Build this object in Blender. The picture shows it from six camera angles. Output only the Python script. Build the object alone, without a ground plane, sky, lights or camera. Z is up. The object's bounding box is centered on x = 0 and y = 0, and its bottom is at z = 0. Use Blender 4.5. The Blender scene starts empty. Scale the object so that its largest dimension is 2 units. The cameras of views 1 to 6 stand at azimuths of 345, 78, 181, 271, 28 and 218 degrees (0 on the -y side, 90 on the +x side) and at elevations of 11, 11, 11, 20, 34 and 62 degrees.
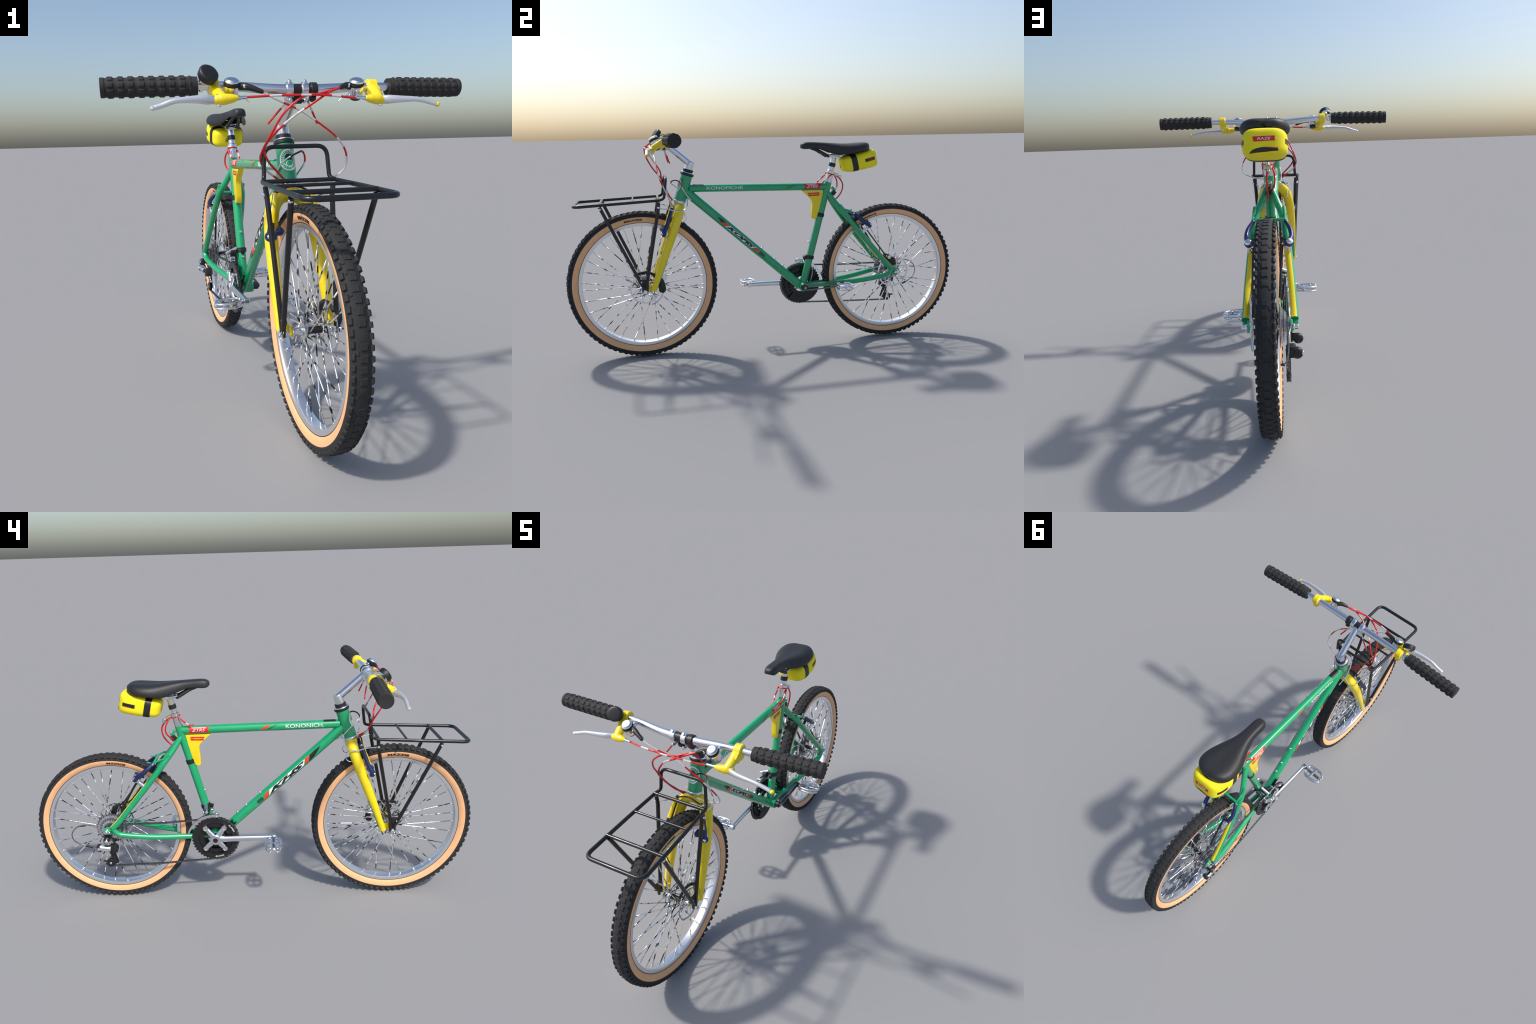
# A green-and-yellow mountain bicycle with a black front luggage rack.
# Frame: metres, z up, front of the bicycle towards -y, drive side towards -x.
import bpy, bmesh, math, random
import numpy as np
from mathutils import Vector, Matrix

rng = np.random.default_rng(7)
V = lambda *a: np.array(a, float)
TAU = 2 * math.pi

# ------------------------------------------------------------------ materials
def srgb(r, g, b):
    f = lambda c: c / 12.92 if c <= .04045 else ((c + .055) / 1.055) ** 2.4
    return (f(r / 255), f(g / 255), f(b / 255), 1)

def material(name, col, rough=.5, metal=0., coat=0., noise=0., nscale=60., bump=0., bscale=300., spec=.5, dark=None):
    m = bpy.data.materials.new(name); m.use_nodes = True
    nt = m.node_tree; b = nt.nodes['Principled BSDF']
    b.inputs['Base Color'].default_value = col
    b.inputs['Roughness'].default_value = rough
    b.inputs['Metallic'].default_value = metal
    b.inputs['Coat Weight'].default_value = coat
    b.inputs['Coat Roughness'].default_value = .06
    b.inputs['Specular IOR Level'].default_value = spec
    tc = nt.nodes.new('ShaderNodeTexCoord')
    if noise > 0:
        n = nt.nodes.new('ShaderNodeTexNoise'); n.inputs['Scale'].default_value = nscale
        n.inputs['Detail'].default_value = 5
        nt.links.new(tc.outputs['Object'], n.inputs['Vector'])
        r = nt.nodes.new('ShaderNodeValToRGB')
        r.color_ramp.elements[0].position = .3; r.color_ramp.elements[1].position = .7
        lo = dark if dark else tuple(c * (1 - noise) for c in col[:3]) + (1,)
        hi = tuple(min(1, c * (1 + noise * .6)) for c in col[:3]) + (1,)
        r.color_ramp.elements[0].color = lo; r.color_ramp.elements[1].color = hi
        nt.links.new(n.outputs['Fac'], r.inputs['Fac'])
        nt.links.new(r.outputs['Color'], b.inputs['Base Color'])
        mr = nt.nodes.new('ShaderNodeMapRange')
        mr.inputs['To Min'].default_value = max(0, rough - .06); mr.inputs['To Max'].default_value = min(1, rough + .08)
        nt.links.new(n.outputs['Fac'], mr.inputs['Value'])
        if metal < .5: nt.links.new(mr.outputs['Result'], b.inputs['Roughness'])
    if bump > 0:
        n2 = nt.nodes.new('ShaderNodeTexNoise'); n2.inputs['Scale'].default_value = bscale
        n2.inputs['Detail'].default_value = 3
        nt.links.new(tc.outputs['Object'], n2.inputs['Vector'])
        bp = nt.nodes.new('ShaderNodeBump'); bp.inputs['Strength'].default_value = bump
        bp.inputs['Distance'].default_value = .001
        nt.links.new(n2.outputs['Fac'], bp.inputs['Height'])
        nt.links.new(bp.outputs['Normal'], b.inputs['Normal'])
    return m

M_GREEN = material('green_paint', srgb(10, 160, 102), .25, coat=.8, noise=.06, nscale=25)
M_YELLOW = material('yellow_paint', srgb(246, 218, 12), .32, coat=.4, noise=.05, nscale=40)
M_BAG = material('yellow_fabric', srgb(248, 230, 22), .75, noise=.05, nscale=30, bump=.25, bscale=900)
M_RUBBER = material('tyre_rubber', srgb(41, 41, 42), .8, noise=.25, nscale=35, bump=.3, bscale=500)
M_TAN = material('tan_sidewall', srgb(242, 184, 134), .7, noise=.05, nscale=40)
M_GRIP = material('grip_rubber', srgb(40, 39, 39), .75, noise=.2, nscale=60, bump=.2, bscale=800)
M_RACK = material('black_enamel', srgb(19, 19, 21), .36, coat=.15)
M_BLACK = material('black_plastic', srgb(28, 28, 29), .45, noise=.15, nscale=80)
M_LEATHER = material('saddle_leather', srgb(36, 36, 38), .5, noise=.12, nscale=90, bump=.15, bscale=1200)
M_ALU = material('brushed_aluminium', (.76, .77, .80, 1), .22, metal=1)
M_LEVER = material('satin_aluminium', srgb(222, 224, 230), .32, metal=.55, coat=.3)
M_CHROME = material('chrome', (.83, .84, .87, 1), .15, metal=1)
M_RIM = material('rim_aluminium', (.80, .81, .84, 1), .30, metal=.92)
M_DARKMETAL = material('dark_steel', (.30, .30, .32, 1), .28, metal=1, noise=.5, nscale=220)
M_CHAIN = material('chain_steel', (.20, .20, .21, 1), .4, metal=1, noise=.5, nscale=260)
M_BLUE = material('blue_anodised', srgb(22, 36, 92), .3, metal=.35, coat=.5)
M_COG = material('bright_cog_steel', (.78, .78, .80, 1), .2, metal=1, noise=.25, nscale=120)
M_RED = material('red_cable_housing', srgb(206, 22, 18), .35, coat=.2)
M_WHITEC = material('pale_cable_housing', srgb(214, 206, 206), .35, coat=.2)
M_LABELRED = material('red_label', srgb(214, 34, 44), .45)
M_ORANGE = material('orange_red_decal', srgb(232, 62, 20), .35, coat=.4)
M_WHITE = material('white_print', srgb(236, 238, 238), .4, coat=.2)
M_INK = material('black_print', srgb(22, 22, 22), .45, coat=.2)
M_TYREINK = material('sidewall_print', srgb(52, 36, 28), .7)
M_DKGREEN = material('dark_green_decal', srgb(14, 84, 40), .35, coat=.4)
M_LTGREEN = material('leaf_green_decal', srgb(40, 150, 50), .35, coat=.4)
M_SPOKE = material('spoke_steel_painted_glints', (.9, .92, .95, 1), .16, metal=1, noise=.3, nscale=11, dark=(.05, .05, .055, 1))  # near-black to bright ramp paints broken glints onto the steel
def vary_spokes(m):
    """Glints and dark reflections are noise bands in the base colour, shifted per spoke."""
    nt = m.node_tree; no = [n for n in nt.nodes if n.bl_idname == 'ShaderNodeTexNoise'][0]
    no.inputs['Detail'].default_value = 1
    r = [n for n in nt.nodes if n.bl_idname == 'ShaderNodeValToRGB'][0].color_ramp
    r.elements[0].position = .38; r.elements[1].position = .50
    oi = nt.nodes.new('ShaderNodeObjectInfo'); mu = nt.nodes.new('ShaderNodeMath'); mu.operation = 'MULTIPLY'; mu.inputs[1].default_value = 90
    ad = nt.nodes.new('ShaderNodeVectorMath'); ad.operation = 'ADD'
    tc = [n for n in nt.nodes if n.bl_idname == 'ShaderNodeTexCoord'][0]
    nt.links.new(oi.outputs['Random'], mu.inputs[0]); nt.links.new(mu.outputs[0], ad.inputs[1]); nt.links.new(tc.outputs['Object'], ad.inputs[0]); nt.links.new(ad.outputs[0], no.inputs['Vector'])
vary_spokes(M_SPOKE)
M_RINGBLACK = material('chainring_black', srgb(27, 27, 28), .4, noise=.15, nscale=90)

# ------------------------------------------------------------------ object helpers
ROOT = None
def add(name, me, parent=None, mats=None, angle=40, smooth=True):
    if mats is not None:
        for m in (mats if isinstance(mats, (list, tuple)) else [mats]):
            me.materials.append(m)
    if smooth:
        me.polygons.foreach_set('use_smooth', [True] * len(me.polygons))
        me.set_sharp_from_angle(angle=math.radians(angle))
    ob = bpy.data.objects.new(name, me)
    bpy.context.scene.collection.objects.link(ob)
    ob.parent = parent if parent is not None else ROOT
    return ob

def group(name, parent=None):
    ob = bpy.data.objects.new(name, None)
    ob.empty_display_size = .05
    bpy.context.scene.collection.objects.link(ob)
    ob.parent = parent if parent is not None else ROOT
    return ob

def mesh(vs, fs, idx=None):
    me = bpy.data.meshes.new('part')
    me.from_pydata([tuple(v) for v in vs], [], [tuple(f) for f in fs])
    me.validate(); me.update()
    if idx is not None and len(idx) == len(me.polygons):
        me.polygons.foreach_set('material_index', idx)
    bm = bmesh.new(); bm.from_mesh(me)
    bmesh.ops.recalc_face_normals(bm, faces=bm.faces); bm.to_mesh(me); bm.free()
    return me

class Geo:
    """Collects several pieces of geometry into one part."""
    def __init__(self): self.v, self.f, self.i, self.n = [], [], [], 0
    def put(self, vs, fs, mat=0):
        vs = np.asarray(vs, float)
        self.v.append(vs); self.f += [tuple(int(k) + self.n for k in f) for f in fs]
        self.i += [mat] * len(fs); self.n += len(vs); return self
    def mesh(self): return mesh(np.concatenate(self.v), self.f, self.i)

def unit(a): return np.asarray(a, float) / np.linalg.norm(a)

def smooth_path(pts, n):
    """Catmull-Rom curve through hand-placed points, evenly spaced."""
    P = np.asarray(pts, float)
    if len(P) < 3: 
        return P[0] + (P[-1] - P[0]) * np.linspace(0, 1, n)[:, None]
    Q = np.vstack([2 * P[0] - P[1], P, 2 * P[-1] - P[-2]])
    out = []
    for i in range(1, len(Q) - 2):
        for t in np.linspace(0, 1, 24, endpoint=False):
            a, b, c, d = Q[i - 1:i + 3]
            out.append(.5 * (2 * b + (c - a) * t + (2 * a - 5 * b + 4 * c - d) * t * t + (3 * b - a - 3 * c + d) * t ** 3))
    out.append(P[-1]); out = np.array(out)
    L = np.r_[0, np.cumsum(np.linalg.norm(np.diff(out[:, :3], axis=0), axis=1))]
    s = np.linspace(0, L[-1], n)
    return np.stack([np.interp(s, L, out[:, k]) for k in range(out.shape[1])], 1)

def filleted(pts, rad, seg=6, closed=False):
    """Polyline with its corners rounded to a bend radius, as bent tube."""
    P = [np.asarray(p, float) for p in pts]; n = len(P); out = []
    for i in range(n):
        if not closed and i in (0, n - 1): out.append(P[i]); continue
        a, b, c = P[i - 1], P[i], P[(i + 1) % n]
        u, w = a - b, c - b; lu, lw = np.linalg.norm(u), np.linalg.norm(w); u /= lu; w /= lw
        ang = math.acos(np.clip(u @ w, -1, 1))
        d = min(rad / max(math.tan(ang / 2), 1e-3), .45 * lu, .45 * lw)
        p, q = b + u * d, b + w * d
        for t in np.linspace(0, 1, seg + 1):
            out.append((1 - t) ** 2 * p + 2 * t * (1 - t) * b + t * t * q)
    return np.array(out)

def frames(P, closed=False, up=None):
    P = np.asarray(P, float); n = len(P)
    T = np.gradient(P, axis=0) if not closed else np.roll(P, -1, 0) - np.roll(P, 1, 0)
    T /= np.linalg.norm(T, axis=1)[:, None]
    ref = V(0, 0, 1) if up is None else np.asarray(up, float)
    N = []
    if up is not None:
        for t in T: N.append(unit(ref - t * (ref @ t)))
    else:
        if abs(T[0] @ ref) > .9: ref = V(1, 0, 0)
        nn = unit(ref - T[0] * (ref @ T[0])); N.append(nn)
        for t in T[1:]:
            nn = unit(nn - t * (nn @ t)); N.append(nn)
    N = np.array(N); return T, N, np.cross(T, N)

def sweep(P, r, seg=14, closed=False, up=None, flat=1., caps=True, arc=None, cap_round=False):
    """Round (or oval) tube along P. r: number or one per point. flat: size across / size along `up`."""
    P = np.asarray(P, float); n = len(P); r = np.broadcast_to(np.asarray(r, float), (n,))
    flat = np.broadcast_to(np.asarray(flat, float), (n,))
    T, N, B = frames(P, closed, up)
    if cap_round and not closed:
        k = 4; a = np.linspace(math.pi / 2, 0, k + 1)[:-1]
        P0 = [P[0] - T[0] * r[0] * math.sin(x) * .98 for x in a]; P1 = [P[-1] + T[-1] * r[-1] * math.sin(x) * .98 for x in a[::-1]]
        r0 = [max(r[0] * math.cos(x), r[0] * .05) for x in a]; r1 = [max(r[-1] * math.cos(x), r[-1] * .05) for x in a[::-1]]
        P = np.vstack([P0, P, P1]); r = np.r_[r0, r, r1]; flat = np.r_[[flat[0]] * k, flat, [flat[-1]] * k]
        N = np.vstack([[N[0]] * k, N, [N[-1]] * k]); B = np.vstack([[B[0]] * k, B, [B[-1]] * k]); n = len(P)
    th = np.linspace(0, TAU, seg, endpoint=False)
    vs = (P[:, None] + r[:, None, None] * (np.cos(th)[None, :, None] * N[:, None] + (flat[:, None, None] * np.sin(th)[None, :, None]) * B[:, None])).reshape(-1, 3)
    fs = []
    for i in range(n if closed else n - 1):
        j = (i + 1) % n
        for k in range(seg):
            l = (k + 1) % seg
            fs.append((i * seg + k, i * seg + l, j * seg + l, j * seg + k))
    if caps and not closed:
        fs.append(tuple(range(seg))[::-1]); fs.append(tuple((n - 1) * seg + k for k in range(seg)))
    return vs, fs

def tube(name, P, r, mat, parent=None, **k):
    return add(name, mesh(*sweep(P, r, **k)), parent, mat)

def shell(P, r, a0, a1, up, thick=.0008, seg=10):
    """Strip of paint or sheet lying on a tube, between two angles about its axis (0 = up)."""
    P = np.asarray(P, float); n = len(P); r = np.broadcast_to(np.asarray(r, float), (n,))
    T, N, B = frames(P, up=up); th = np.linspace(a0, a1, seg)
    lay = []
    for d in (thick, -thick):
        lay.append(P[:, None] + (r + d)[:, None, None] * (np.cos(th)[None, :, None] * N[:, None] + np.sin(th)[None, :, None] * B[:, None]))
    vs = np.concatenate([l.reshape(-1, 3) for l in lay]); m = n * seg; fs = []
    for i in range(n - 1):
        for k in range(seg - 1):
            q = (i * seg + k, i * seg + k + 1, (i + 1) * seg + k + 1, (i + 1) * seg + k)
            fs.append(q); fs.append(tuple(x + m for x in q[::-1]))
    edge = [k for k in range(seg)] + [i * seg + seg - 1 for i in range(1, n)] + [(n - 1) * seg + k for k in range(seg - 2, -1, -1)] + [i * seg for i in range(n - 2, 0, -1)]
    for a, b in zip(edge, edge[1:] + edge[:1]): fs.append((a, a + m, b + m, b))
    return vs, fs

def lathe(c, axis, prof, seg=32, up=(0, 0, 1.), closed=False):
    """Turned part: prof = [(distance along axis, radius)...]"""
    c = np.asarray(c, float); a = unit(axis); ref = np.asarray(up, float)
    if abs(ref @ a) > .95: ref = V(0, 1, 0)
    n = unit(ref - a * (ref @ a)); b = np.cross(a, n)
    th = np.linspace(0, TAU, seg, endpoint=False); m = len(prof)
    vs = np.concatenate([c + a * h + rr * (np.cos(th)[:, None] * n + np.sin(th)[:, None] * b) for h, rr in prof])
    fs = []
    for i in range(m if closed else m - 1):
        j = (i + 1) % m
        for k in range(seg):
            l = (k + 1) % seg; fs.append((i * seg + k, i * seg + l, j * seg + l, j * seg + k))
    if not closed:
        fs.append(tuple(range(seg))[::-1]); fs.append(tuple((m - 1) * seg + k for k in range(seg)))
    return vs, fs

def rod(a, b, r, seg=16, bev=.15):
    a, b = np.asarray(a, float), np.asarray(b, float); L = np.linalg.norm(b - a); e = min(r * bev, L * .3)
    return lathe(a, b - a, [(0, r - e), (e, r), (L - e, r), (L, r - e)], seg)

def block(c, size, rot=None, bev=.15):
    bm = bmesh.new(); bmesh.ops.create_cube(bm, size=1)
    bmesh.ops.scale(bm, vec=size, verts=bm.verts)
    if bev: bmesh.ops.bevel(bm, geom=bm.edges[:], offset=min(size) * bev, segments=2, profile=.6, affect='EDGES')
    R = np.array(rot) if rot is not None else np.eye(3)
    vs = np.array([v.co[:] for v in bm.verts]) @ R.T + np.asarray(c, float)
    fs = [[v.index for v in f.verts] for f in bm.faces]; bm.free(); return vs, fs

def rotx(deg):
    a = math.radians(deg); c, s = math.cos(a), math.sin(a); return np.array([[1, 0, 0], [0, c, -s], [0, s, c]])

def extruded(outline, x0, x1, bev=.002):
    """Plate: closed outline in (y, z), extruded between two x, with rounded edges."""
    bm = bmesh.new(); vv = [bm.verts.new((x0, p[0], p[1])) for p in outline]
    f = bm.faces.new(vv); g = bmesh.ops.extrude_face_region(bm, geom=[f])
    bmesh.ops.translate(bm, vec=(x1 - x0, 0, 0), verts=[e for e in g['geom'] if isinstance(e, bmesh.types.BMVert)])
    bmesh.ops.recalc_face_normals(bm, faces=bm.faces)
    if bev: bmesh.ops.bevel(bm, geom=[e for e in bm.edges if abs(e.verts[0].co.x - e.verts[1].co.x) < 1e-6], offset=bev, segments=2, profile=.6, affect='EDGES')
    bm.verts.index_update()
    vs = np.array([v.co[:] for v in bm.verts]); fs = [[v.index for v in f.verts] for f in bm.faces]; bm.free(); return vs, fs

# ---- flat artwork wrapped on a surface
def text2d(body, height, width=None, shear=0., bold=0.):
    cu = bpy.data.curves.new('lettering', 'FONT'); cu.body = body; cu.size = 1; cu.shear = shear; cu.offset = bold
    cu.resolution_u = 3
    ob = bpy.data.objects.new('lettering', cu); bpy.context.scene.collection.objects.link(ob)
    dg = bpy.context.evaluated_depsgraph_get(); dg.update()
    me = bpy.data.meshes.new_from_object(ob.evaluated_get(dg)); bpy.data.objects.remove(ob); bpy.data.curves.remove(cu)
    vs = np.array([v.co[:] for v in me.vertices])[:, :2]; fs = [tuple(p.vertices) for p in me.polygons]; bpy.data.meshes.remove(me)
    lo, hi = vs.min(0), vs.max(0); vs = (vs - (lo + hi) / 2) / (hi[1] - lo[1]) * height
    if width: vs[:, 0] *= width / (vs[:, 0].max() - vs[:, 0].min())
    return vs, fs

def poly2d(pts): return np.asarray(pts, float), [tuple(range(len(pts)))]

def oval2d(a, b, a2=None, b2=None, n=40, t0=0, t1=TAU):
    th = np.linspace(t0, t1, n)
    o = np.stack([a * np.cos(th), b * np.sin(th)], 1)
    if a2 is None: return poly2d(o[:-1])
    i = np.stack([a2 * np.cos(th), b2 * np.sin(th)], 1)
    return np.vstack([o, i]), [(k, k + 1, n + k + 1, n + k) for k in range(n - 1)]

def wrapped(geo2d, fn, step=(.01, .004), thick=.0004):
    """Cut flat artwork into small pieces, lay it on a surface with fn(s, t) -> (point, normal)."""
    vs, fs = geo2d; bm = bmesh.new()
    bv = [bm.verts.new((p[0], p[1], 0)) for p in vs]
    for f in fs:
        try: bm.faces.new([bv[k] for k in f])
        except ValueError: pass
    bmesh.ops.triangulate(bm, faces=bm.faces[:])
    for ax in (0, 1):
        lo, hi = vs[:, ax].min(), vs[:, ax].max(); no = [0, 0, 0]; no[ax] = 1
        for c in np.arange(lo + step[ax], hi, step[ax]):
            co = [0, 0, 0]; co[ax] = c
            bmesh.ops.bisect_plane(bm, geom=bm.verts[:] + bm.edges[:] + bm.faces[:], plane_co=co, plane_no=no)
    bmesh.ops.remove_doubles(bm, verts=bm.verts, dist=1e-6)
    bm.verts.index_update()
    flat = [(v.co.x, v.co.y) for v in bm.verts]; faces = [[v.index for v in f.verts] for f in bm.faces]
    rim = [(e.verts[0].index, e.verts[1].index) for e in bm.edges if len(e.link_faces) == 1]; bm.free()
    top, bot = [], []
    for s, t in flat:
        p, n = fn(s, t); top.append(np.asarray(p) + np.asarray(n) * thick); bot.append(np.asarray(p) - np.asarray(n) * thick)
    m = len(top); F = [tuple(f) for f in faces] + [tuple(k + m for k in f[::-1]) for f in faces] + [(a, b, b + m, a + m) for a, b in rim]
    return np.array(top + bot), F

def on_tube(p0, direction, side, r):
    """Surface map of a tube: s along the tube from p0, t up and around from the facing side."""
    p0 = np.asarray(p0, float); a = unit(direction); n = unit(np.asarray(side, float) - a * (np.asarray(side, float) @ a)); b = np.cross(n, a)
    def fn(s, t):
        d = math.cos(t / r) * n + math.sin(t / r) * b
        return p0 + a * s + d * (r + .0003), d
    return fn

# ------------------------------------------------------------------ the bicycle
ROOT = bpy.data.objects.new('bicycle', None)
bpy.context.scene.collection.objects.link(ROOT)
ROOT['label'] = 'green and yellow mountain bicycle with black front luggage rack'
ROOT['category'] = 'bicycle'

# ---------------- wheels
def sector_geo(c, x, inner, outer, n):
    pass

def tyre_profile(R, rb, wt):
    """Half outline of the tyre from bead to crown: (half width, radius)."""
    return [(.0160, rb - .006), (.0185, rb), (.0228, rb + .006), (.0268, rb + .014), (.0282, wt), (.0280, wt + .006), (.0255, R - .0125), (.0195, R - .0075), (.0105, R - .0046), (0, R - .0034)]

def make_wheel(cy, cz, R, rb, wt, hub, disc_r, disc_x, drive, knobs, lacing):
    W = group('wheel'); c = V(0, cy, cz); X = V(1, 0, 0)
    half = tyre_profile(R, rb, wt)
    prof = [(-x, r) for x, r in half] + [(x, r) for x, r in half[-2::-1]]
    seg = 144
    vs, fs = lathe(c, X, prof, seg)
    fs = fs[:-2]; m = len(prof) - 1
    idx = []
    for i in range(m):
        rr = max(prof[i][1], prof[i + 1][1]); idx += [1 if (rr <= wt + 1e-6 and i not in (0, m - 1)) else 0] * seg
    fs += [((m) * seg + k, (m) * seg + (k + 1) % seg, (k + 1) % seg, k) for k in range(seg)]; idx += [0] * seg
    add('tyre', mesh(vs, fs, idx), W, [M_RUBBER, M_TAN], angle=50)
    # tread: centre blocks, staggered pairs beside them, and shoulder knobs that show on the outline
    G = Geo()
    def knob(a, x, r, tilt, sx, st, h, skew=0.):
        er = V(0, math.cos(a), math.sin(a)); et = V(0, -math.sin(a), math.cos(a))
        n = unit(er * math.cos(tilt) + X * math.sin(tilt)); u = unit(np.cross(et, n)); u = u if u @ X > 0 else -u
        if skew: u, et = unit(u + et * skew), et
        p = c + er * r + X * x; vs = []
        for k, (hh, s) in enumerate(((-.004, 1.0), (h * .75, .93), (h, .78))):
            for a1, b1 in ((-1, -1), (1, -1), (1, 1), (-1, 1)):
                vs.append(p + n * hh + u * a1 * sx * .5 * s + et * b1 * st * .5 * s)
        fs = [(8, 9, 10, 11)]
        for k in (0, 4):
            for j in range(4): fs.append((k + j, k + (j + 1) % 4, k + 4 + (j + 1) % 4, k + 4 + j))
        G.put(vs, fs)
    for k in range(knobs):
        a = TAU * (k + .5 * 0) / knobs; j = lambda s: (rng.random() - .5) * s
        st = TAU * R / knobs
        if k % 2 == 0 or rng.random() < .8: knob(a + j(.004), j(.002), R - .0042, 0, .0190 + j(.003), st * (.66 + j(.1)), .0030 + j(.0012), .0)
        for sg in (-1, 1):
            if rng.random() < .35: knob(a + TAU / knobs * .5, sg * .0150, R - .0062, sg * .28, .0075, st * .40, .0022 + j(.0008), sg * .18)
            knob(a + TAU / knobs * .2 * sg + j(.004), sg * .0246, R - .0112, sg * .80, .0118, st * (.58 + j(.08)), .0056 + j(.0012), sg * .1)
    ob = add('tread_knob', G.mesh(), W, M_RUBBER, angle=25); ob['kind'] = 'stuff'
    # rim
    ri = rb - .0160
    half = [(.0175, rb + .001), (.0196, rb - .001), (.0198, rb - .0125), (.0192, rb - .0150), (.0178, ri), (.009, ri - .0012), (0, ri - .0016)]
    prof = [(-x, r) for x, r in half] + [(x, r) for x, r in half[-2::-1]]
    vs, fs = lathe(c, X, prof, seg, closed=True)
    add('rim', mesh(vs, fs), W, M_RIM, angle=35)
    # black bead line between rim and tyre
    for sg in (-1, 1):
        th = np.linspace(0, TAU, 120, endpoint=False)
        P = c + np.stack([np.full(120, sg * .0192), np.cos(th) * (rb + .0006), np.sin(th) * (rb + .0006)], 1)
        add('bead_line', mesh(*sweep(P, .0011, 6, closed=True)), W, M_RUBBER)
    # hub
    hub = V(0, *hub)
    G = Geo()
    G.put(*lathe(hub, X, [(-.020, .0115), (-.012, .0105), (.026, .0105), (.032, .0115)], 24), 1)
    for a, b, r in ((-.054, -.026, .0135), (.032, .058, .0130), (-.027, -.0235, .027), (-.0225, -.0195, .0235), (.031, .0345, .0225), (-.060, -.056, .0205)):
        G.put(*rod(hub + X * a, hub + X * b, r, 28, .12), 0)
    G.put(*rod(hub - X * .092, hub + X * .092, .0052, 14), 0)
    add('hub', G.mesh(), W, [M_ALU, M_BLACK])
    # spokes: laced in crossing pairs, with nipples
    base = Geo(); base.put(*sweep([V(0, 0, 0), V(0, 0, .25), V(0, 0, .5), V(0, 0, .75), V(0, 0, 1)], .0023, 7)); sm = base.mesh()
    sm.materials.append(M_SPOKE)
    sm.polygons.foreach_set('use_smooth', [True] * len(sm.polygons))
    NG = Geo()
    for k, (deg, off) in enumerate(lacing):
        # deg: where the spoke meets the rim; off: how far beside the axle it is hooked in (mm)
        a = math.radians(deg); sg = -1 if k % 2 else 1
        p = c + V(sg * .004, math.cos(a) * (ri - .001), math.sin(a) * (ri - .001))
        h = (hub - p)[1:]; D = np.linalg.norm(h); o = off / 1000; be = -math.asin(o / D); u = h / D
        d2 = np.array([u[0] * math.cos(be) - u[1] * math.sin(be), u[0] * math.sin(be) + u[1] * math.cos(be)]) * (math.sqrt(D * D - o * o) - (.014 if abs(o) < .012 else 0))
        d = V((-.025 if sg < 0 else .033) - sg * .004, d2[0], d2[1]); q = Vector(-d).to_track_quat('Z', 'Y').to_matrix().to_4x4(); h = p + d
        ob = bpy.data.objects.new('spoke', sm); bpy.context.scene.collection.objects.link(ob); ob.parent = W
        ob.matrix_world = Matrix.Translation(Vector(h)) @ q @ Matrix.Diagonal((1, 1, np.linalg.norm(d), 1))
        u = unit(d); NG.put(*rod(p, p + u * .013, .0028, 8))
    ob = add('spoke_nipple', NG.mesh(), W, M_CHROME); ob['kind'] = 'stuff'
    # brake disc: toothed-looking ring on curved arms
    G = Geo(); dc = hub + X * disc_x; th = np.linspace(0, TAU, 96, endpoint=False); w = .0075
    lob = 1 + .018 * np.cos(th * 8)
    ro, r1 = disc_r * lob, disc_r - w + .0012 * np.cos(th * 8)
    ring = lambda rr, x: dc + np.stack([np.full(96, x), np.cos(th) * rr, np.sin(th) * rr], 1)
    vs = np.vstack([ring(ro, -.001), ring(ro, .001), ring(r1, .001), ring(r1, -.001)])
    fs = [(a * 96 + k, a * 96 + (k + 1) % 96, b * 96 + (k + 1) % 96, b * 96 + k) for a, b in ((0, 1), (1, 2), (2, 3), (3, 0)) for k in range(96)]
    G.put(vs, fs)
    for k in range(6):
        a = TAU * k / 6
        P = [dc + V(0, math.cos(a + b) * r, math.sin(a + b) * r) for r, b in ((.013, -.5), (.024, -.3), (disc_r * .62, .12), (disc_r - w * .6, .42))]
        G.put(*sweep(smooth_path(P, 9), [.0034, .003, .0026, .0024, .0024, .0024, .0026, .003, .0038], 8, up=X, flat=1.))
    G.put(*rod(dc - X * .006, dc + X * .005, .017, 28))
    for k in range(6):
        a = TAU * k / 6 + .3; p = dc + V(.004, math.cos(a) * .012, math.sin(a) * .012); G.put(*rod(p, p + X * .003, .0022, 8))
    add('brake_disc', G.mesh(), W, M_ALU)
    return W, hub

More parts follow.
